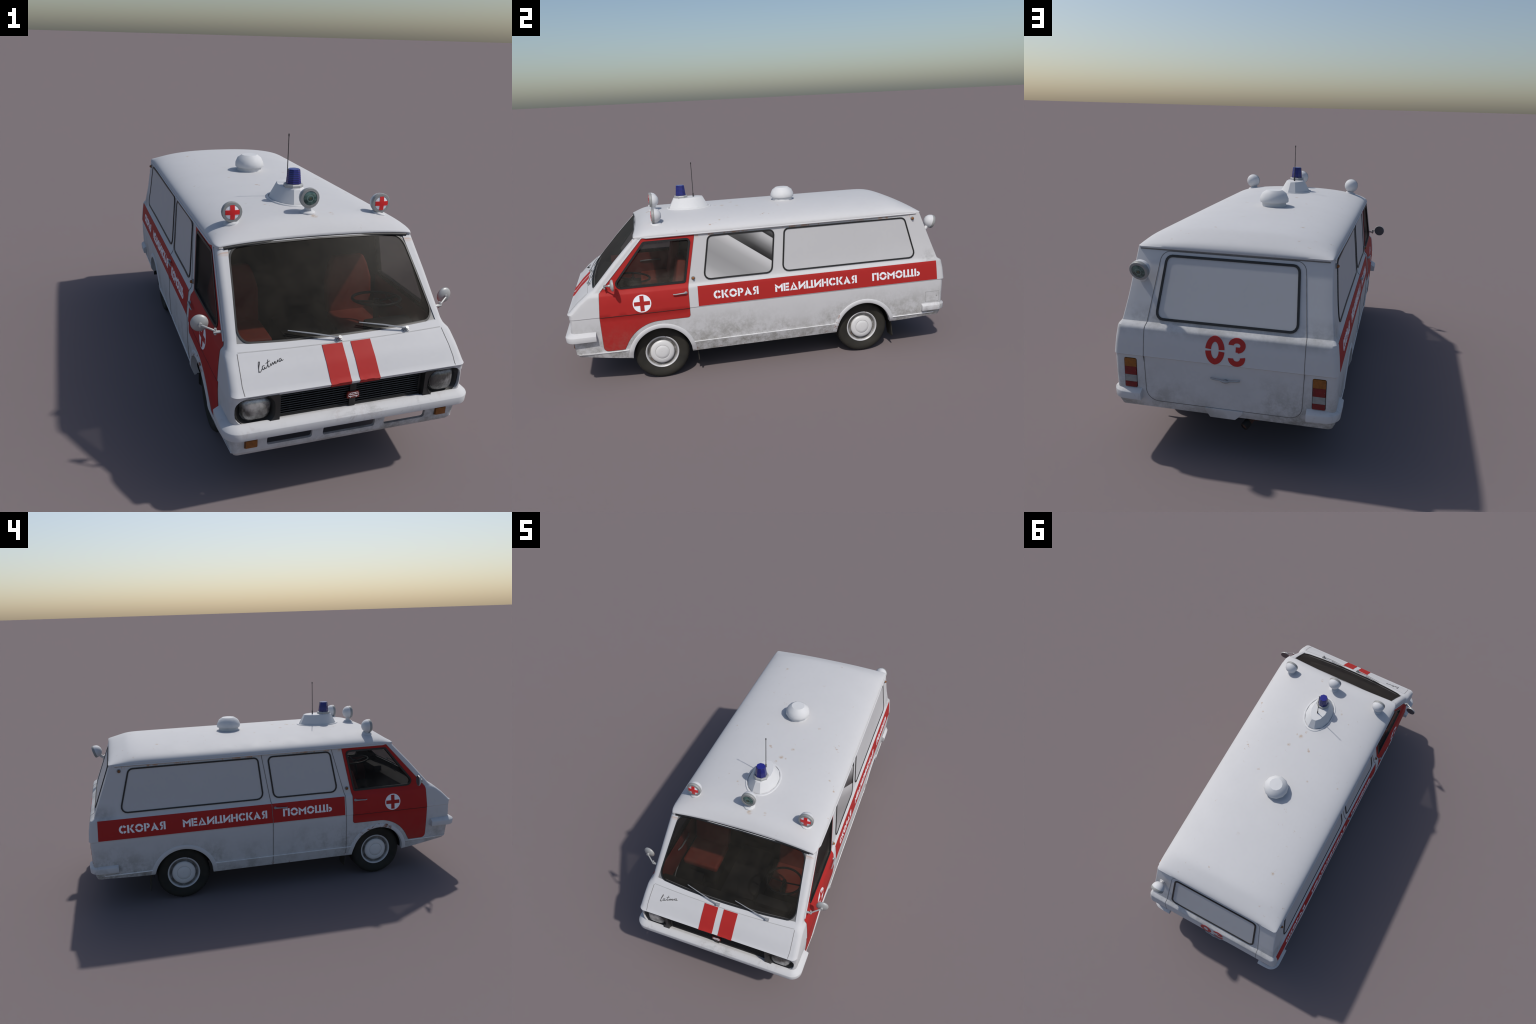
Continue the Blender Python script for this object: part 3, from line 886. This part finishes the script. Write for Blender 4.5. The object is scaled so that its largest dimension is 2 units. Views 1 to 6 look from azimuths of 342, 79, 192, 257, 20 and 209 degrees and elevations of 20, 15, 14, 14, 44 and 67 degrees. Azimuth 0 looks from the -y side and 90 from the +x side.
# wipers
for px, tx in ((-.021, -.185), (.221, .058)):
    acc = Acc()
    p0, n0 = on_front(px, .4935); p1, n1 = on_front(tx, .523)
    a = p0+n0*.011; b = p1+n1*.013
    tube(acc, [a, a.lerp(b, .5)+n0*.003, b], [.0030, .0024, .0016], 6)
    tube(acc, [p0, p0+n0*.016], .006, 10)
    box(acc, (-.010, -.006, -.004), (.010, .006, .004), 0, Matrix.Translation(p0+n0*.003) @ Matrix.Rotation(radians(45), 4, 'X'))
    # rubber blade
    tube(acc, [a.lerp(b, .38)-n0*.005, b-n1*.007], .0016, 6, 1)
    acc.obj("wiper", [M_METAL, M_RUBBER], root, 45)

# grille
gr = Acc()
box(gr, (-.384, -.922, .285), (.384, -.915, .400)); box(gr, (-.384, -.922, .394), (.384, -.962, .400))
grille = gr.obj("grille", M_BLACK, root)
acc = Acc()
for i in range(11):
    z = .3035+i*.0079
    for a, b in ((-.238, -.010), (.010, .238)):
        M = Matrix.Translation((0, -.9490, z)) @ Matrix.Rotation(radians(-28), 4, 'X')
        box(acc, (a, -.0075, -.0013), (b, .0075, .0013), 0, M)
acc.obj("grille_slat", M_BLACK, grille).__setitem__("kind", "stuff")
acc = Acc()
for x in (-.205, -.165, -.112, -.06, .06, .112, .165, .205):
    box(acc, (x-.0022, -.948, .298), (x+.0022, -.925, .388))
box(acc, (-.011, -.9620, .299), (.011, -.925, .389))
box(acc, (-.248, -.9575, .2985), (.248, -.925, .3045)); box(acc, (-.248, -.9560, .3835), (.248, -.925, .3905))
for sx in (-1, 1): box(acc, (sx*.243-.005, -.957, .2985), (sx*.243+.005, -.925, .3905))
acc.obj("grille_frame", M_BLACK, grille, bevel=.001)
acc = Acc()
def em(x, z): return Vector((x, -.9635, z)), Vector((0, -1, 0))
panel_geo(acc, round_poly([(-.021, .330), (.021, .330), (.0195, .352), (-.0195, .352)], .003, 3), [], em, .003, .004)
em_o = acc.obj("emblem", M_EMB, grille)
def em2(x, z): return Vector((x, -.9668, z)), Vector((0, -1, 0))
stroke_obj("emblem_van_outline", [[(-.016, .337), (-.016, .343), (-.010, .348), (.0, .3485), (.014, .3485), (.016, .343), (.016, .337), (.0, .3365), (-.016, .337)],
            [(-.013, .343), (.014, .343)], [(-.003, .348), (-.003, .343)], [(.006, .348), (.006, .343)],
            [(-.012, .3355), (-.010, .338), (-.008, .3355), (-.010, .333), (-.012, .3355)], [(.008, .3355), (.010, .338), (.012, .3355), (.010, .333), (.008, .3355)]],
           .0012, em2, .0, M_LETTER, em_o)

acc = Acc(); box(acc, (-.245, -.968, .286), (.245, -.915, .2975)); acc.obj("grille_shelf", M_PANEL, root)
# headlamps with black bezels
for s in (1, -1):
    ol = round_poly([(s*.247, .2955), (s*.389, .2960), (s*.387, .3890), (s*.247, .3890)], [.006, .042, .036, .006], 6)
    hl = round_poly([(s*.2715, .3035), (s*.3685, .3030), (s*.3695, .3825), (s*.2725, .3820)], .030, 7)
    mid = grow(hl, .010)
    acc = Acc()
    ol_, mid_, hl_ = ccw(ol), ccw(mid), ccw(hl)
    def fl(y): return lambda x, z: (Vector((x, y+max(0, abs(x)-.35)*.55, z)), Vector((0, -1, 0)))
    panel_geo(acc, ol_, [mid_], fl(-.9760), 0, .040)
    n = len(hl_)
    v = [(x, -.9770, z) for x, z in mid_]+[(x, -.958, z) for x, z in hl_]
    v = [(x, y+max(0, abs(x)-.35)*.55, z) for x, y, z in v]
    acc.add(v, [[i, (i+1) % n, n+(i+1) % n, n+i] for i in range(n)])
    bz = acc.obj("headlamp_bezel", M_BLACK, root, 40)
    acc = Acc(); v = []; f = []
    cx, cz = s*.3205, .3428; K = 8
    for j in range(K+1):
        t = 1-j/K*.98
        for x, z in hl_:
            v.append((cx+(x-cx)*t, -.9575-.0175*sqrt(max(0, 1-t*t))+max(0, abs(cx+(x-cx)*t)-.35)*.55, cz+(z-cz)*t))
    for j in range(K):
        for i in range(n): f.append([j*n+i, j*n+(i+1) % n, (j+1)*n+(i+1) % n, (j+1)*n+i])
    f.append([K*n+i for i in range(n)])
    acc.add(v, f); acc.obj("headlamp", M_HEAD, bz, 60)

# bumpers: profile swept round the corners
def sweep_plan(acc, path, prof, mi=0):
    """path in plan (x,y), prof of (outward, z); outward is to the right of travel"""
    P = [Vector(p) for p in path]; v = []; f = []; m = len(prof)
    for i in range(len(P)):
        a = P[i]-P[max(i-1, 0)]; b = P[min(i+1, len(P)-1)]-P[i]
        if a.length < 1e-9: a = b
        if b.length < 1e-9: b = a
        na = Vector((a.y, -a.x)).normalized(); nb = Vector((b.y, -b.x)).normalized()
        n = (na+nb).normalized(); n = n/max(.5, n.dot(na))
        for o, z in prof: v.append((P[i].x+n.x*o, P[i].y+n.y*o, z))
    for i in range(len(P)-1):
        for j in range(m): f.append([i*m+j, i*m+(j+1) % m, (i+1)*m+(j+1) % m, (i+1)*m+j])
    f.append(list(range(m))); f.append([(len(P)-1)*m+j for j in reversed(range(m))])
    acc.add(v, f, mi)
def corner(cx, cy, r, a0, a1, n=8): return [(cx+r*cos(radians(a0+(a1-a0)*k/n)), cy+r*sin(radians(a0+(a1-a0)*k/n))) for k in range(n+1)]
# travelling so that outward lies on the right: left end -> front -> right end is clockwise seen from above? keep explicit
FB = [(-.396, -.852)]+[(-.396, -.90)]+corner(-.372, -.948, .024, 180, 270)+[(x, -.972) for x in (-.25, -.12, 0, .12, .25)]+corner(.372, -.948, .024, 270, 360)+[(.396, -.90), (.396, -.852)]
acc = Acc()
sweep_plan(acc, FB, [(-.004, .3025), (.003, .3025), (.0270, .2885), (.028, .2862), (.0262, .2605), (-.004, .2600)])
acc.obj("front_bumper", M_BUMP, root, 40, bevel=.0015, seg=2)
for s in (1, -1):
    path = [(.390, .858), (.390, .90)]+corner(.360, .943, .030, 0, 90)+[(.34, .974), (.30, .974)]
    path = [(s*x, y) for x, y in path]
    if s > 0: path = list(path)
    sgn = 1 if s > 0 else -1
    acc = Acc()
    sweep_plan(acc, path, [(sgn*o, z) for o, z in [(-.004, .2470), (.003, .2470), (.0250, .2335), (.026, .2312), (.0242, .2055), (-.004, .2045)]])
    acc.obj("rear_bumper", M_BUMP, root, 40, bevel=.0015, seg=2)

# indicators under the front bumper
for s in (1, -1):
    acc = Acc(); p, n = on_front(s*.332, .222)
    box(acc, (s*.332-.021, p.y-.003, .2085), (s*.332+.021, p.y+.012, .2370), 1)
    box(acc, (s*.332-.0185, p.y-.0075, .2105), (s*.332+.0185, p.y, .2355), 0)
    acc.obj("indicator", [M_AMBER, M_BLACK], root, bevel=.0012)

# =====================================================================
#  rear details
# =====================================================================
for s in (1, -1):
    acc = Acc(); p, n = on_rear(s*.3415, .30)
    box(acc, (s*.3415-.0238, p.y-.018, .2460), (s*.3415+.0238, p.y-.006, .3600))
    tl = acc.obj("tail_lamp", M_BLACK, root)
    for a, b, m in ((.3270, .3585, M_AMBER), (.2955, .3262, M_REDL), (.2690, .2948, M_CLEARL), (.2475, .2682, M_REDL)):
        acc = Acc(); p, n = on_rear(s*.3415, (a+b)/2)
        box(acc, (s*.3415-.0220, p.y-.008, a), (s*.3415+.0220, p.y+.0025, b))
        for q in (-.019, .019):
            lathe(acc, [(.0014, 0), (.0010, .0008)], 6, Matrix.Translation((s*.3415+q, p.y+.0024, (a+b)/2+.002)) @ Matrix.Rotation(radians(-90), 4, 'X'), 1)
        acc.obj("tail_lamp_lens", [m, M_METAL], tl, bevel=.001)

# tailgate handle
acc = Acc()
hp = []
for k in range(13):
    t = -1+k/6; x = -.013+t*.053; z = .3165+.0045*abs(t)**1.5-(.003 if abs(t) < .2 else 0)
    p, n = on_rear(x, z); hp.append(p+n*(.009 if abs(t) < .95 else .006))
tube(acc, hp, [.003]*5+[.0045, .0055, .0045]+[.003]*5, 8)
p, n = on_rear(-.013, .3145); tube(acc, [p, p+n*.011], .0065, 10)
acc.obj("tailgate_handle", M_METAL, root, 60)

# rear valance tongue and exhaust
acc = Acc()
v = []
for x0, z0 in ((-.075, .192), (-.046, .1665), (.046, .1665), (.064, .192)):
    v += [(x0, .9765, z0-.003), (x0, .94, z0-.003)]
v += [(-.075, .980, .200), (.064, .980, .200), (-.075, .94, .200), (.064, .94, .200)]
acc.add(v, [[0, 2, 3, 1], [2, 4, 5, 3], [4, 6, 7, 5], [0, 8, 9, 6, 4, 2], [1, 3, 5, 7, 11, 10], [0, 1, 10, 8], [6, 9, 11, 7], [8, 10, 11, 9]])
acc.obj("tow_tongue", M_PANEL, root, bevel=.003)
acc = Acc()
def pipe(acc, path, ro, ri, n=14):
    tube(acc, path, ro, n)
tube(acc, [(-.115, .55, .175), (-.115, .80, .175), (-.112, .88, .170), (-.092, .935, .150), (-.078, .962, .137)], .0135, 14)
box(acc, (-.130, .930, .158), (-.104, .950, .176))
d = (Vector((-.078, .962, .137))-Vector((-.092, .935, .150))).normalized()
e = Vector((-.078, .962, .137)); M = Matrix.Translation(e) @ d.to_track_quat('Z', 'Y').to_matrix().to_4x4()
lathe(acc, [(.0138, -.022), (.0150, -.02), (.0150, .004), (.0120, .004), (.0115, -.004)], 16, M, 1)
acc.obj("exhaust_pipe", [M_EXH, M_DARK], root, 50)

# =====================================================================
#  wheels
# =====================================================================
def wheel_parts():
    RX = Matrix.Rotation(radians(90), 4, 'Y')      # lathe z -> +x
    t = Acc()
    R = .1372
    prof = [(.082, -.072), (.100, -.080), (.120, -.081), (.130, -.074), (R, -.060), (R, -.030), (R-.003, -.0295), (R-.003, -.0265), (R, -.026), (R, -.005), (R-.003, -.0045), (R-.003, -.0015), (R, -.001),
            (R, .010), (.1345, .020), (.128, .026), (.118, .0285), (.104, .0265), (.094, .0215), (.0845, .0170)]
    lathe(t, prof, 48, RX, cap0=True, cap1=False)
    # tread blocks
    for k in range(60):
        a = 2*pi*k/60
        M = Matrix.Rotation(a, 4, 'X') @ Matrix.Translation((0, 0, R-.0012))
        box(t, (.006, -.0042, -.004), (.0165, .0042, .0012), 0, M)
        box(t, (-.066, -.0042, -.006), (-.056, .0042, .0008), 0, M)
    tm = t.obj("tyre", M_TYRE, None, 40).data
    r = Acc()
    lathe(r, [(.0845, .012), (.0850, .0185), (.0825, .0205), (.079, .0185), (.074, .0110), (.070, .0050), (.066, .0030), (.060, .002), (.0, .002)], 40, RX, cap0=False, cap1=False)
    rmesh = r.obj("rim", M_RIM, None, 40).data
    c = Acc()
    lathe(c, [(.058, .002), (.0605, .008), (.0615, .0140), (.0595, .0180), (.052, .0215), (.040, .0232), (.0365, .0232), (.0355, .0224), (.0345, .0235), (.020, .0250), (.0, .0255)], 36, RX, cap0=False, cap1=False)
    cm = c.obj("hub_cap", M_CAP, None, 50).data
    for o in list(bpy.data.objects):
        if o.parent is None and o.name.split(".")[0] in ("tyre", "rim", "hub_cap"): bpy.data.objects.remove(o)
    return tm, rmesh, cm
TM, RMM, CM = wheel_parts()
for s in (1, -1):
    for yc in (-.544, .531):
        w = bpy.data.objects.new("wheel", None); SC.objects.link(w); w.parent = root; w.empty_display_size = .05
        w.location = (s*.3375, yc, .1372); w.rotation_euler = (0, 0, 0 if s > 0 else pi)
        for nm, me in (("tyre", TM), ("rim", RMM), ("hub_cap", CM)):
            o = bpy.data.objects.new(nm, me); SC.objects.link(o); o.parent = w
# axles and underbody
acc = Acc()
for yc in (-.544, .531): tube(acc, [(-.26, yc, .137), (.26, yc, .137)], .018, 12)
tube(acc, [(0, -.5, .165), (0, .53, .145)], .014, 10)
lathe(acc, [(.0, -.04), (.035, -.03), (.045, 0), (.035, .03), (0, .04)], 14, Matrix.Translation((0, .531, .14)), cap0=False, cap1=False)
acc.obj("axle", M_DARK, root, 50)
acc = Acc()
for lo, hi in (((-.375, -.925, .222), (.375, -.70, .235)), ((-.385, -.39, .165), (.385, .375, .180)), ((-.380, .690, .200), (.380, .945, .212)), ((-.236, -.71, .190), (.236, .70, .205)),
               ((-.20, -.62, .150), (-.16, .9, .192)), ((.16, -.62, .150), (.20, .9, .192))):
    box(acc, lo, hi)
acc.obj("floor_pan", M_DARK, root)
# mud flaps
for s in (1, -1):
    for y0, y1, zt, zb in ((-.368, -.362, .18, .062), (.688, .704, .20, .058)):
        acc = Acc()
        th = .004
        v = []
        for dy in (0, th):
            v += [(s*.285, y0+dy, zt), (s*.365, y0+dy, zt), (s*.362, y1+dy, zb+.010), (s*.352, y1+dy, zb), (s*.298, y1+dy, zb), (s*.288, y1+dy, zb+.010)]
        f = [list(range(6)), list(range(11, 5, -1))]+[[i, (i+1) % 6, 6+(i+1) % 6, 6+i] for i in range(6)]
        acc.add(v, f); acc.obj("mud_flap", M_FLAP, root)

# =====================================================================
#  side fittings
# =====================================================================
def side_handle(y0, dirn, z, s, pr, parent):
    acc = Acc(); pts = []
    for k, (t, o, dz) in enumerate(((0, .0, 0), (.04, .008, .001), (.15, .011, .001), (.5, .011, 0), (.85, .0115, -.001), (1.0, .012, .001))):
        p, n = pr(y0+dirn*t*.067, z+dz); pts.append(p+Vector((s*o, 0, 0)))
    tube(acc, pts, [.0055, .0055, .0042, .0032, .0030, .0028], 8)
    p, n = pr(y0+dirn*.003, z); lathe(acc, [(.0075, -.001), (.0075, .005), (.005, .008)], 10, Matrix.Translation(p) @ Matrix.Rotation(radians(90*s), 4, 'Y'))
    acc.obj("door_handle", M_METAL, parent, 60)
doors = [o for o in bpy.data.objects if o.name.startswith("front_door")]
side_handle(-.400, -1, .4525, 1, on_left, doors[0]); side_handle(-.400, -1, .4535, -1, on_right, doors[1])
side_handle(.044, -1, .4550, -1, on_right, root)

for s, pr in SIDES:   # amber side markers
    for y, z in ((-.3605, .5185), (.8165, .713)):
        p, n = pr(y, z); acc = Acc()
        M = Matrix.Translation(p) @ Matrix.Rotation(radians(90*s), 4, 'Y')
        lathe(acc, [(.0098, -.002), (.0098, .003), (.0080, .0048)], 14, M, 1)
        lathe(acc, [(.0066, .003), (.0062, .009), (.0045, .0125), (.0, .0138)], 12, M, 0, cap1=False)
        acc.obj("marker_lamp", [M_AMBER, M_GREY], root, 50)

for s in (1, -1):     # door mirrors
    acc = Acc(); c = Vector((s*.443, -.748, .5405))
    M = Matrix.Translation(c) @ Matrix.Rotation(radians(8*s), 4, 'Z') @ Matrix.Rotation(radians(90), 4, 'X')   # z -> -y
    lathe(acc, [(.0275, -.0035), (.0288, .0), (.0280, .003), (.022, .0075), (.012, .0105), (.007, .0115)], 28, M, 0, cap0=False)
    lathe(acc, [(.0, -.0022), (.0272, -.0022), (.0275, -.0035)], 28, M, 1, cap0=False, cap1=False)
    f0 = c+Vector((0, -.0115, 0))
    tube(acc, [f0+Vector((0, .002, 0)), f0+Vector((0, -.008, 0))], .0068, 10)
    b0 = Vector((s*.3975, -.788, .527))
    tube(acc, [f0+Vector((0, -.004, 0)), b0+Vector((s*.008, -.002, .003)), b0], .0034, 8)
    tube(acc, [b0+Vector((s*.004, 0, .009)), b0+Vector((s*.004, 0, -.013))], .0042, 8)
    tube(acc, [b0+Vector((-s*.014, -.002, -.004)), b0+Vector((s*.010, 0, -.004))], .0052, 8)
    acc.obj("door_mirror", [M_MIRROR, M_GLASSM], root, 45)

# =====================================================================
#  roof fittings
# =====================================================================
def lamp(name, loc, face, foot, lens):
    """bowl lamp; face = outward direction of the lens, foot = mounting point"""
    loc = Vector(loc); d = Vector(face).normalized()
    q = d.to_track_quat('Z', 'Y').to_matrix().to_4x4() if abs(d.z) < .99 else Matrix()
    M = Matrix.Translation(loc) @ q
    acc = Acc()
    lathe(acc, [(.0, -.030), (.012, -.0285), (.023, -.0225), (.031, -.013), (.0345, -.003), (.0355, .004)], 20, M, 0, cap0=False, cap1=False)
    lathe(acc, [(.0355, .004), (.0362, .005), (.0362, .0150), (.0345, .0180), (.0262, .0190), (.0252, .0170)], 20, M, 1, cap0=False, cap1=False)
    ob = acc.obj(name, [M_LAMP, M_RING], root, 40)
    return ob, M
def place_lens(ob, M, kind):
    acc = Acc()
    # lens mesh is modelled facing local +y so ring patterns can use its own x,z
    prof = [(.0258, .0), (.021, .0020), (.012, .0030), (.0, .0034)]
    lathe(acc, prof, 24, Matrix.Rotation(radians(-90), 4, 'X'), 0, cap0=False, cap1=False)
    o = acc.obj("lamp_lens", M_SPOT if kind == "spot" else M_LETTER, ob, 60)
    o.matrix_parent_inverse = Matrix()
    o.matrix_basis = M @ Matrix.Translation((0, 0, .0172)) @ Matrix.Rotation(radians(90), 4, 'X')
    if kind == "cross":
        acc = Acc()
        def pr(x, y): return M @ Vector((x, y, .0186+.0030*(1-min(1, (x*x+y*y)/.027**2)))), (M.to_3x3() @ Vector((0, 0, 1)))
        panel_geo(acc, cross2((0, 0), .0248, .0080), [], pr, .0006, .001, 0, .008)
        acc.obj("lamp_cross", M_CROSS, ob, 40)
for x, z, kind in ((-.2805, .8285, "cross"), (.2805, .8285, "cross"), (0, .8620, "spot")):
    y = -.5155
    ob, M = lamp("roof_lamp", (x, y, z), (0, -1, .03), None, kind); place_lens(ob, M, kind)
    acc = Acc(); zr = roof_z(x, y)
    tilt = 0 if x == 0 else (-.30 if x < 0 else .30)
    MB = Matrix.Translation((x, y, zr-.001)) @ Matrix.Rotation(tilt, 4, 'Y')
    lathe(acc, [(.027, -.006), (.027, .003), (.022, .0075), (.014, .009)], 10, MB)
    tube(acc, [(x, y, zr), (x, y, z-.030)], [.013, .012], 10)
    acc.obj("lamp_foot", M_BASE, ob, 40)

# rear search lamp on the left corner
ob, M = lamp("search_lamp", (.313, .938, .6790), (.08, .95, -.30), None, "spot"); place_lens(ob, M, "spot")
acc = Acc(); p, n = on_rear(.322, .637)
tube(acc, [p-n*.004, p+n*.012, Vector((.316, .925, .657))], [.012, .009, .009], 10)
lathe(acc, [(.016, -.004), (.016, .003), (.011, .006)], 10, Matrix.Translation(p) @ n.to_track_quat('Z', 'Y').to_matrix().to_4x4())
acc.obj("lamp_foot", M_BASE, ob, 40)

# beacon housing
acc = Acc()
MB = Matrix.Translation((0, -.3265, 0))
lathe(acc, [(1.0, .796), (1.0, .8105), (.975, .8135), (.90, .8130)], 28, MB, 0, sx=.084, sy=.1215, cap0=True, cap1=False)
# tapered ellipse from base to top
v = []; f = []; n = 12
for rx, ry, z in ((.0755, .1095, .811), (.0725, .1070, .816), (.0475, .0835, .860), (.0450, .0810, .8645), (.0435, .0795, .8655)):
    for k in range(n):
        a = 2*pi*(k+.5)/n; v.append((rx*cos(a), -.3265+ry*sin(a), z))
for i in range(4):
    for k in range(n): f.append([i*n+k, i*n+(k+1) % n, (i+1)*n+(k+1) % n, (i+1)*n+k])
f.append([4*n+k for k in range(n)])
acc.add(v, f)
pod = acc.obj("beacon_housing", M_BASE, root, 32)
acc = Acc(); MB = Matrix.Translation((0, -.3650, 0))
lathe(acc, [(.0370, .860), (.0372, .874), (.0345, .8775), (.028, .8780)], 8, MB, phase=.5)
acc.obj("beacon_collar", M_MIRROR, pod, 25)
acc = Acc()
lathe(acc, [(.0292, .877), (.0278, .886), (.0235, .9285), (.0215, .9320), (.0, .9325)], 8, MB, phase=.5, cap0=False, cap1=False)
acc.obj("beacon_lens", M_BLUE, pod, 25)
acc = Acc()
tube(acc, [(0, -.2975, .864), (0, -.2975, .884), (0, -.2975, .886), (0, -.2975, 1.040), (0, -.2975, 1.0405), (0, -.2975, 1.050)], [.0036, .0032, .0019, .0016, .0026, .0024], 8)
acc.obj("antenna", M_BLACK, root, 60)

# roof ventilator
acc = Acc(); MB = Matrix.Translation((0, .1975, 0))
lathe(acc, [(.0555, .798), (.0550, .832)], 14, MB, 0, cap0=False)
lathe(acc, [(.057, .8270), (.0640, .8275), (.0662, .8330), (.0655, .8455), (.0560, .8660), (.0350, .8805), (.0, .8812)], 12, MB, 0, cap0=True, cap1=False)
acc.obj("roof_vent", M_BASE, root, 34)

# =====================================================================
#  cab interior
# =====================================================================
acc = Acc()
v = [(x, y, z) for y in (-.325, -.318) for x, z in ((-.375, .20), (.375, .20), (.375, .48), (.350, .738), (-.350, .738), (-.375, .48))]
acc.add(v, [list(range(6)), list(range(11, 5, -1))]+[[i, (i+1) % 6, 6+(i+1) % 6, 6+i] for i in range(6)])
acc.obj("cab_partition", M_INT, root)
acc = Acc()
v = [(-.36, -.80, .28), (.36, -.80, .28), (.36, -.86, .475), (-.36, -.86, .475), (-.36, -.775, .45), (.36, -.775, .45), (-.36, -.88, .28), (.36, -.88, .28)]
acc.add(v, [[0, 1, 5, 4], [4, 5, 2, 3], [3, 2, 7, 6], [0, 4, 3, 6], [1, 7, 2, 5], [0, 6, 7, 1]])
box(acc, (.13, -.80, .44), (.30, -.745, .485))
acc.obj("dashboard", M_INT, root, bevel=.012)
acc = Acc()
box(acc, (-.09, -.76, .20), (.09, -.40, .36))
acc.obj("engine_cover", M_INT, root, bevel=.02)
for x in (-.245, .225):
    acc = Acc()
    box(acc, (x-.095, -.625, .345), (x+.095, -.455, .385)); 
    seat = acc.obj("seat_cushion", M_SEAT, root, 50, bevel=.015, seg=3)
    acc = Acc()
    M = Matrix.Translation((x, -.45, .37)) @ Matrix.Rotation(radians(-12), 4, 'X')
    v = []
    for z, w in ((0, .092), (.13, .095), (.19, .078), (.225, .062)):
        for yy in (-.022, .022): v += [(x_, yy, z) for x_ in (-w, w)]
    f = [[0, 1, 3, 2]]
    for i in range(3):
        a = i*4; b = a+4
        f += [[a, a+1, b+1, b], [a+2, b+2, b+3, a+3], [a, b, b+2, a+2], [a+1, a+3, b+3, b+1]]
    f.append([12, 14, 15, 13])
    acc.add([M @ Vector(q) for q in v], f)
    acc.obj("seat_back", M_SEAT, seat, 50, bevel=.012, seg=3)
    acc = Acc(); box(acc, (x-.07, -.60, .20), (x+.07, -.47, .345)); acc.obj("seat_base", M_INT, seat)
for s, pr in SIDES:
    acc = Acc()
    box(acc, (s*.366-.004, -.79, .335), (s*.366+.004, -.40, .492))
    card = acc.obj("door_card", M_CARD, root, bevel=.003)
    acc = Acc()
    tube(acc, [(s*.362, -.62, .44), (s*.352, -.60, .445), (s*.352, -.52, .445), (s*.362, -.50, .44)], .005, 8)
    acc.obj("door_pull", M_METAL, card, 60)
acc = Acc()
MW = Matrix.Translation((.228, -.655, .510)) @ Matrix.Rotation(radians(-8), 4, 'X')
tube(acc, [MW @ Vector((.085*cos(2*pi*k/32), .085*sin(2*pi*k/32), 0)) for k in range(32)], .0055, 8, closed=True)
for a in (0, 180, 270):
    tube(acc, [MW @ Vector((.083*cos(radians(a)), .083*sin(radians(a)), 0)), MW @ Vector((0, 0, -.012))], .004, 6)
tube(acc, [MW @ Vector((0, 0, 0)), MW @ Vector((0, 0, -.10))], .010, 10)
acc.obj("steering_wheel", M_BLACK, root, 60)

bpy.context.view_layer.update()
